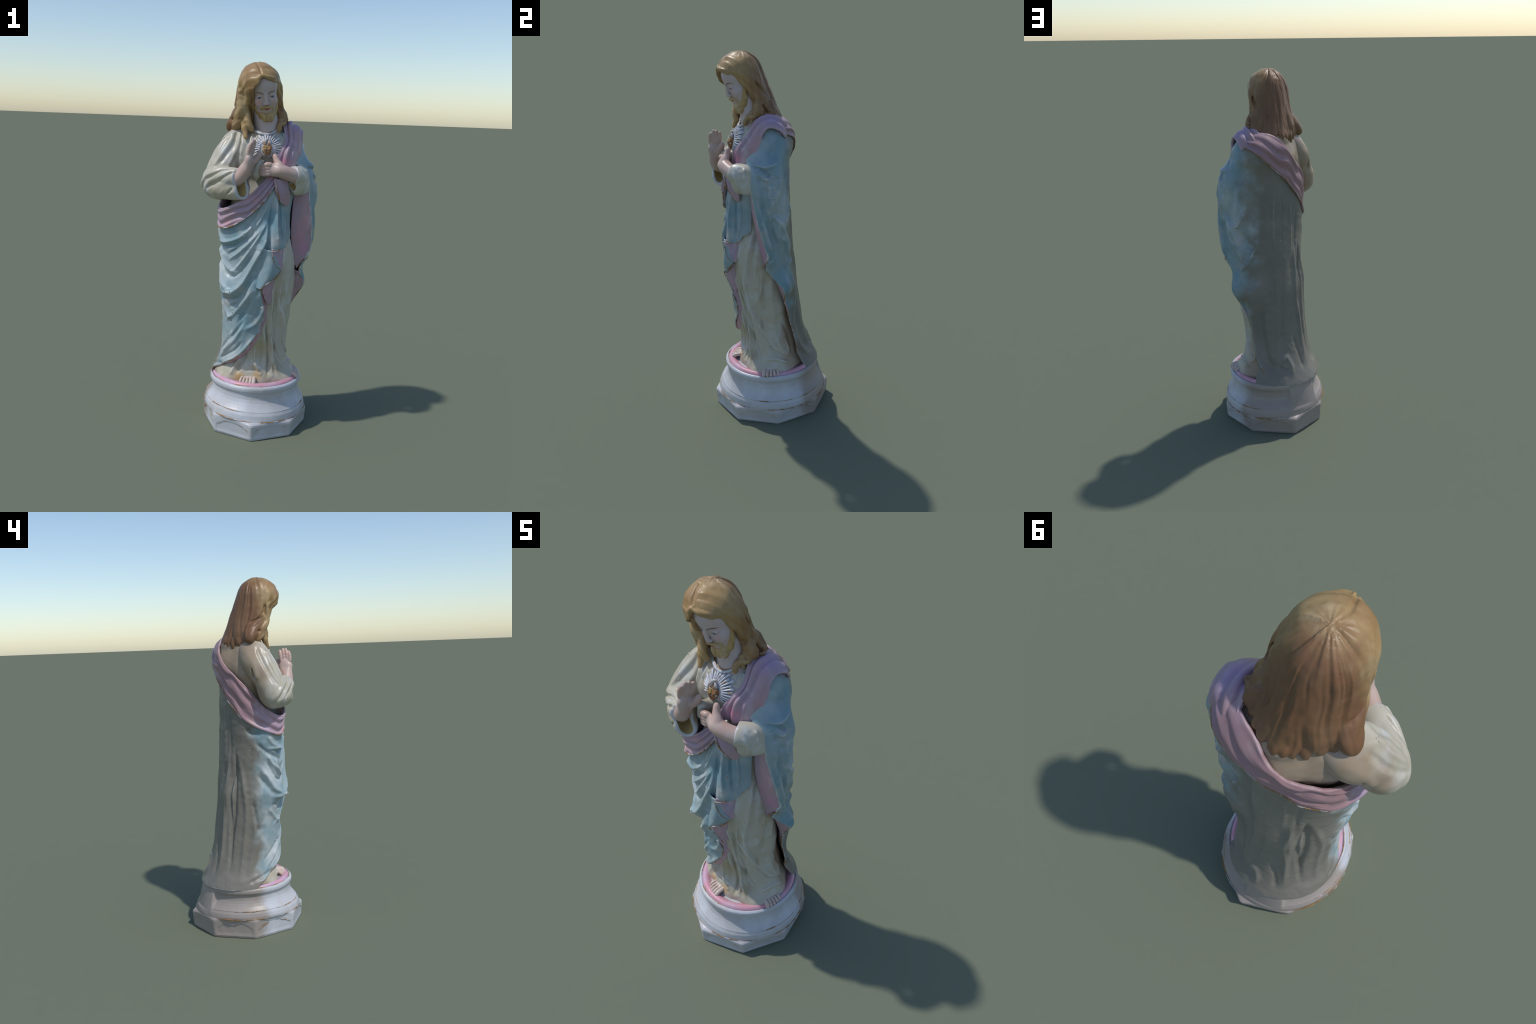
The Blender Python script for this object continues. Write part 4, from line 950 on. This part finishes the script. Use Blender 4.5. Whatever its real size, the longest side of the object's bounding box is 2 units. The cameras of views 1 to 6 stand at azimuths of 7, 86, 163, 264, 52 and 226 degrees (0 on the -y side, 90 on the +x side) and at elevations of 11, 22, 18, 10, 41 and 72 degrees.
# locks beside the face
S.chain([(.056, -.135, 1.925), (.072, -.092, 1.875), (.076, -.062, 1.820), (.078, -.046, 1.770), (.092, -.036, 1.738), (.108, -.034, 1.706)], [.020, .022, .022, .020, .026, .020], .012)
S.chain([(.098, -.040, 1.715), (.112, -.056, 1.700), (.104, -.072, 1.690), (.096, -.066, 1.700)], [.013, .012, .010, .008], .004)
S.chain([(.090, -.055, 1.720), (.094, -.088, 1.690), (.088, -.106, 1.668), (.094, -.112, 1.650)], [.014, .012, .011, .007], .005)
S.chain([(-.088, -.165, 1.915), (-.104, -.150, 1.860), (-.104, -.145, 1.810), (-.100, -.140, 1.765), (-.114, -.120, 1.715), (-.138, -.094, 1.665)], [.024, .022, .021, .028, .032, .026], .012)
S.chain([(-.104, -.125, 1.860), (-.114, -.105, 1.790), (-.132, -.082, 1.730), (-.160, -.062, 1.685), (-.176, -.054, 1.658)], [.028, .028, .030, .028, .018], .014)
S.chain([(-.082, -.138, 1.740), (-.076, -.144, 1.705), (-.064, -.150, 1.678), (-.050, -.146, 1.656)], [.020, .020, .017, .012], .006)
S.chain([(-.088, -.132, 1.700), (-.088, -.146, 1.660), (-.080, -.156, 1.632), (-.074, -.164, 1.612)], [.018, .016, .013, .007], .005)
# ringlets on the left shoulder
for i, (x0, y0, z0) in enumerate([(.104, -.022, 1.706), (.112, .004, 1.704), (.092, -.070, 1.684)]):
    th = np.linspace(0, 3.6*math.pi, 14)
    S.chain([(x0 + .0085*math.cos(t+i), y0 + .0085*math.sin(t+i), z0 + .020 - .0042*t) for t in th], [.009, .0095, .009, .006], .003, n=26)
# waved strands round the bottom
tips = [(.112, .012, 1.690), (.095, .040, 1.672), (.066, .060, 1.660), (.034, .074, 1.652), (.004, .082, 1.648), (-.028, .084, 1.640), (-.056, .074, 1.640), (-.082, .056, 1.640),
        (-.104, .032, 1.642), (-.126, .004, 1.645), (-.146, -.024, 1.648)]
for i, tp in enumerate(tips):
    tp = np.array(tp); c = np.array([-.028, -.050, 0]); outw = tp-c; outw[2] = 0; outw /= np.linalg.norm(outw); sid = np.array([-outw[1], outw[0], 0])
    zt = 0.010*math.sin(i*2.3)
    S.chain([tp - outw*.044 + np.array([0, 0, .095]) + sid*.008*math.sin(i*1.7), tp - outw*.028 + np.array([0, 0, .050]) - sid*.009*math.cos(i*2.1),
             tp - outw*.012 + np.array([0, 0, .014]) + sid*.008*math.sin(i*1.3+1), tp - outw*.006 + np.array([0, 0, -.018+zt])], [.012, .017, .017, .009], .006)
# rolled curls framing the brow
S.chain([W(-.006, -.082, .112), W(.014, -.086, .102), W(.032, -.078, .090), W(.050, -.058, .076), W(.062, -.038, .052), W(.066, -.024, .010), W(.068, -.012, -.03)], [.007, .009, .010, .010, .010, .010, .012], .008)
S.chain([W(-.008, -.082, .112), W(-.026, -.084, .098), W(-.048, -.074, .070), W(-.070, -.062, .044), W(-.086, -.058, .010), W(-.092, -.060, -.03)], [.007, .009, .011, .012, .013, .014], .008)
# flow of the strands: sideways from the parting in front, straight down behind
q = S.P; Lq = (q-HC) @ HF
phi = np.arctan2(q[..., 0]+.026, -(q[..., 1]+.110))
warp = value_noise(q, 13, 41)
side = Lq[..., 1] - 0.45*np.abs(Lq[..., 0]) + 0.5*np.minimum(Lq[..., 2], 0.06)
zero = 0*side
front_strands = value_noise(np.stack([side*95 + warp*0.9, q[..., 2]*5, np.sign(Lq[..., 0])*9], -1), 1.0, 43)
back_strands = value_noise(np.stack([phi*8 + warp*0.8, q[..., 2]*7, zero], -1), 1.0, 44) + 0.5*value_noise(np.stack([phi*19 + warp*1.6, q[..., 2]*9, zero], -1), 1.0, 45)
mixf = np.clip((Lq[..., 1]-.005)/.05, 0, 1)
S.D -= (1-mixf)*0.0034*front_strands + mixf*0.0042*back_strands + 0.0015*value_noise(q, 40, 42)
locks = [  # rolled waves on the left side of the head, then on the right
    (.007, .010, [(.062, -.150, 1.905), (.082, -.105, 1.860), (.086, -.070, 1.810), (.088, -.040, 1.775)]), (-.006, .007, [(.078, -.135, 1.890), (.092, -.085, 1.840), (.094, -.050, 1.800)]),
    (.007, .010, [(.080, -.100, 1.915), (.092, -.050, 1.850), (.088, -.020, 1.800), (.098, -.010, 1.760), (.112, -.010, 1.715)]), (.007, .009, [(.085, -.045, 1.770), (.108, -.040, 1.745), (.120, -.045, 1.715)]),
    (.006, .010, [(.060, -.040, 1.930), (.080, -.010, 1.860), (.082, .020, 1.790), (.092, .035, 1.730), (.100, .040, 1.690)]), (-.007, .007, [(.070, -.030, 1.880), (.086, .005, 1.800), (.094, .030, 1.720)]),
    (.007, .010, [(-.085, -.185, 1.900), (-.118, -.160, 1.840), (-.118, -.165, 1.800), (-.108, -.165, 1.760), (-.125, -.145, 1.720)]), (.006, .010, [(-.115, -.150, 1.900), (-.130, -.125, 1.830), (-.128, -.130, 1.780), (-.150, -.105, 1.730), (-.165, -.090, 1.690)]),
    (-.006, .008, [(-.105, -.165, 1.880), (-.128, -.140, 1.820), (-.122, -.150, 1.780), (-.135, -.130, 1.740)]), (.006, .010, [(-.120, -.110, 1.900), (-.128, -.080, 1.820), (-.135, -.060, 1.760), (-.165, -.045, 1.700)])]
for h, w, p in locks + [(-.007, .005, [W(-.008, -.098, .104), W(-.016, -.060, .128), W(-.024, -.015, .142), W(-.028, .02, .146)]),     # parting
                (-.012, .010, [(.080, -.085, 1.880), (.080, -.050, 1.845), (.078, -.020, 1.815), (.070, .010, 1.790), (.055, .035, 1.770)]),
                (-.012, .010, [(.100, -.020, 1.755), (.105, -.010, 1.725), (.108, .000, 1.700)]),
                (-.010, .010, [(.088, -.080, 1.775), (.090, -.060, 1.768), (.085, -.020, 1.775)]),
                (-.008, .009, [(-.105, -.18, 1.88), (-.122, -.150, 1.83), (-.128, -.13, 1.79)]),
                (-.009, .009, [(-.12, -.135, 1.79), (-.145, -.10, 1.765), (-.15, -.05, 1.75)]),
                (-.009, .009, [(-.10, -.155, 1.71), (-.135, -.125, 1.71), (-.165, -.09, 1.70)]),
                (-.007, .010, [(-.09, -.02, 1.94), (-.11, .0, 1.86), (-.12, .02, 1.78)]), (-.006, .010, [(.02, -.03, 1.95), (.03, .0, 1.88), (.03, .03, 1.80)])]:
    S.stroke(p, w, h)
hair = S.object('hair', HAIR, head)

# ================================================================ collar, emblem
nk = [(-.058, -.098, 1.664), (-.036, -.126, 1.648), (-.004, -.138, 1.638), (.030, -.138, 1.634), (.062, -.124, 1.644), (.086, -.098, 1.664), (.096, -.070, 1.684)]
tube('collar', nk, [.004, .006, .0065, .006, .004], WHITE, tunic, n=50, kink=.2)
tube('gold_hem', [(p[0], p[1]+.004, p[2]+.006) for p in nk], [.002, .004, .004, .004, .002], GOLD, tunic, n=60, kink=.6, seed=5)

HB = np.array([.038, -.172, 1.566])                     # emblem centre on the chest
ez = np.array([0, .22, .975]); ex = np.array([.985, .17, 0]); ey = np.cross(ez, ex); ey /= np.linalg.norm(ey)   # ey points into the chest
emblem = Solid(HB-.09, HB+.09, 0.0024); emblem.ball(HB+ey*.010, (.048, .013, .050), .004, np.stack([ex, ey, ez], 1)); emblem = emblem.object('emblem', RAYS)
def chest_y(x, z):
    """front surface of the tunic at (x, z)"""
    a = 0.0
    for _ in range(6):
        r = float(polar_surface(TUNIC, TUNIC_FOLDS + TUNIC_CHEST, np.array([a]), np.array([z]))[0])
        a = math.degrees(math.asin(max(-1, min(1, x/r))))
    return float(axis_y(np.array([z]))[0]) - r*math.cos(math.radians(a))
n = 30
for i in range(n):
    th = 2*math.pi*(i+.5)/n
    if math.sin(th) < -0.90:
        continue
    dr = math.cos(th)*ex + math.sin(th)*ez; sd2 = -math.sin(th)*ex + math.cos(th)*ez
    L1 = .074 + .007*math.sin(i*2.7); a = HB - ey*.002 + dr*.038; b = HB + dr*L1 + ey*.008
    b[1] = min(0.4*b[1] + 0.6*chest_y(b[0], b[2]), chest_y(b[0], b[2])) - .003
    w0, w1 = .0022, .0056
    V = [a+sd2*w0-ey*.003, a-sd2*w0-ey*.003, b-sd2*w1+ey*.002, b+sd2*w1+ey*.002, (a+b)/2-ey*.004, a+sd2*w0+ey*.012, a-sd2*w0+ey*.012, b-sd2*w1+ey*.014, b+sd2*w1+ey*.014, b*0.85+a*0.15-ey*.001, a*.85+b*.15-ey*.004]
    F = [(0, 1, 10), (1, 2, 9), (1, 9, 4), (1, 4, 10), (2, 3, 9), (3, 0, 10), (3, 10, 4), (3, 4, 9), (0, 3, 8, 5), (1, 0, 5, 6), (2, 1, 6, 7), (3, 2, 7, 8)]
    put('ray', V, F, RAYS, emblem, smooth=False)
h = Solid(HB-.06, HB+.06, 0.0018)
fr = np.stack([ex, ey, ez], 1); H = lambda x, y, z: HB + ex*x + ey*y + ez*z
for s in (-1, 1):
    h.chain([H(s*.012, -.008, .000), H(s*.010, -.008, -.018), H(0, -.006, -.042)], [.0135, .012, .005], .006)
h.stroke([H(-.03, -.02, -.004), H(0, -.024, -.014), H(.03, -.02, -.004)], .004, .003)
h.D -= 0.003*value_noise(h.P, 90, 51)
h.object('heart', HEART, emblem)
h = Solid(HB-.06, HB+.07, 0.0018)
h.chain([H(-.012, -.010, .010), H(-.014, -.012, .028), H(-.006, -.012, .040), H(.006, -.010, .046)], [.008, .007, .006, .003], .003)
h.chain([H(.004, -.010, .010), H(.010, -.012, .022), H(.006, -.012, .034)], [.008, .008, .003], .003)
h.object('flame', GOLD, emblem)
h = Solid(HB-.06, HB+.06, 0.0020)
for i in range(7):
    a2 = math.radians(200+i*23); h.ball(H(.022*math.cos(a2), -.014, -.010+.010*math.sin(a2)), .0055, .003)
h.object('thorn_band', WHITE, emblem)

S = Solid((-.07, -.26, 1.37), (.07, -.08, 1.54), 0.0026)      # gathered cloth bridging chest and raised hand
S.chain([(-.012, -.196, 1.412), (-.012, -.204, 1.440), (-.004, -.212, 1.470), (.004, -.214, 1.495)], [.016, .021, .018, .014], .012)
S.limb((-.012, -.190, 1.430), (-.010, -.120, 1.430), .022, .034, .02)
S.limb((.000, -.205, 1.480), (.010, -.130, 1.490), .018, .030, .02)
S.D -= 0.003*value_noise(S.P, 45, 55)
S.object('tunic_fold', CREAM, tunic)

# ================================================================ feet
def foot(origin, fwd, n=5, mirror=1):
    o = np.array(origin, float); f = np.array(fwd, float); f /= np.linalg.norm(f); sdv = np.array([-f[1], f[0], 0])*mirror
    S = Solid(o-.10, o+.10, 0.0024)
    S.ball(o - f*.046 + np.array([0, 0, .002]), (.048, .048, .020), .01)
    part = S.object('foot', SKIN)
    for i in range(n):
        off = (i-2)*.0185; ln = [.022, .025, .022, .017, .010][i]; r = [.0098, .0076, .0074, .0070, .0066][i]
        S = Solid(o + sdv*off - .06, o + sdv*off + .06, 0.0022)
        p0 = o + sdv*off*.85 - f*.030 + np.array([0, 0, .012]); p1 = o + sdv*off + f*(ln-.014) + np.array([0, 0, .008]); p2 = o + sdv*off*1.06 + f*ln + np.array([0, 0, -.004])
        S.chain([p0, p1, p2], [r, r, r*.95], .004); S.object('toe', TOE, part)
foot((-.018, -.200, .292), (-.10, -1, 0), mirror=-1)
foot((.226, -.020, .292), (1, -.12, 0), mirror=1)

# ================================================================ raised dot ornaments and worn gold spots
def dots(P3, N3, parent, mat, r=.0032, spread=.007):
    N3 = np.asarray(N3, float); N3 /= np.linalg.norm(N3); s1 = np.cross(N3, [0, 0, 1]); s1 /= np.linalg.norm(s1); s2 = np.cross(N3, s1)
    S = Solid(np.array(P3)-.016, np.array(P3)+.016, 0.0011)
    for k in range(3):
        a = 2*math.pi*k/3 + 0.5
        S.ball(np.array(P3) + spread*(math.cos(a)*s1 + math.sin(a)*s2), r, .001)
    S.object('dot_ornament', mat, parent)
for a, z in DOTS_MANTLE:
    p = on_mantle([a], [z], 0.0005)[0]; dots(p, (math.sin(math.radians(a)), -math.cos(math.radians(a)), 0), mantle, BLUE)
for a, z in DOTS_TUNIC:
    p = polar_point(np.array([a]), np.array([z]), polar_surface(TUNIC, TUNIC_FOLDS, np.array([a]), np.array([z])))[0]
    dots(p, (math.sin(math.radians(a)), -math.cos(math.radians(a)), 0), tunic, CREAM)
def snap(ob, p):
    V = np.array([v.co for v in ob.data.vertices]); k = np.argmin(((V-np.array(p))**2).sum(1))
    return V[k], np.array(ob.data.vertices[int(k)].normal)
for ob, p in [(sleeve_r, (-.189, -.127, 1.591)), (sleeve_r, (-.205, -.180, 1.505)), (sleeve_r, (-.158, -.257, 1.433)), (sleeve_r, (-.240, -.226, 1.387)), (sleeve_l, (.247, -.149, 1.400))]:
    q, nq = snap(ob, p); dots(q, nq, ob, CREAM, .0034)
for i, (a, z) in enumerate(GOLD_SPOTS):          # splashes of worn gilding
    q = on_mantle([a], [z], -.0012)[0]; rad = (.0055, .0075, .005, .004, .004)[i]
    S = Solid(q-.014, q+.014, 0.0011); nv = np.array([math.sin(math.radians(a)), -math.cos(math.radians(a)), 0]); sv = np.array([-nv[1], nv[0], 0])
    S.ball(q, (.0032, rad, rad*1.15), .001, np.stack([nv, sv, [0, 0, 1]], 1)); S.D -= 0.0012*value_noise(S.P, 160, 61)
    S.object('gold_spot', GOLD, mantle)
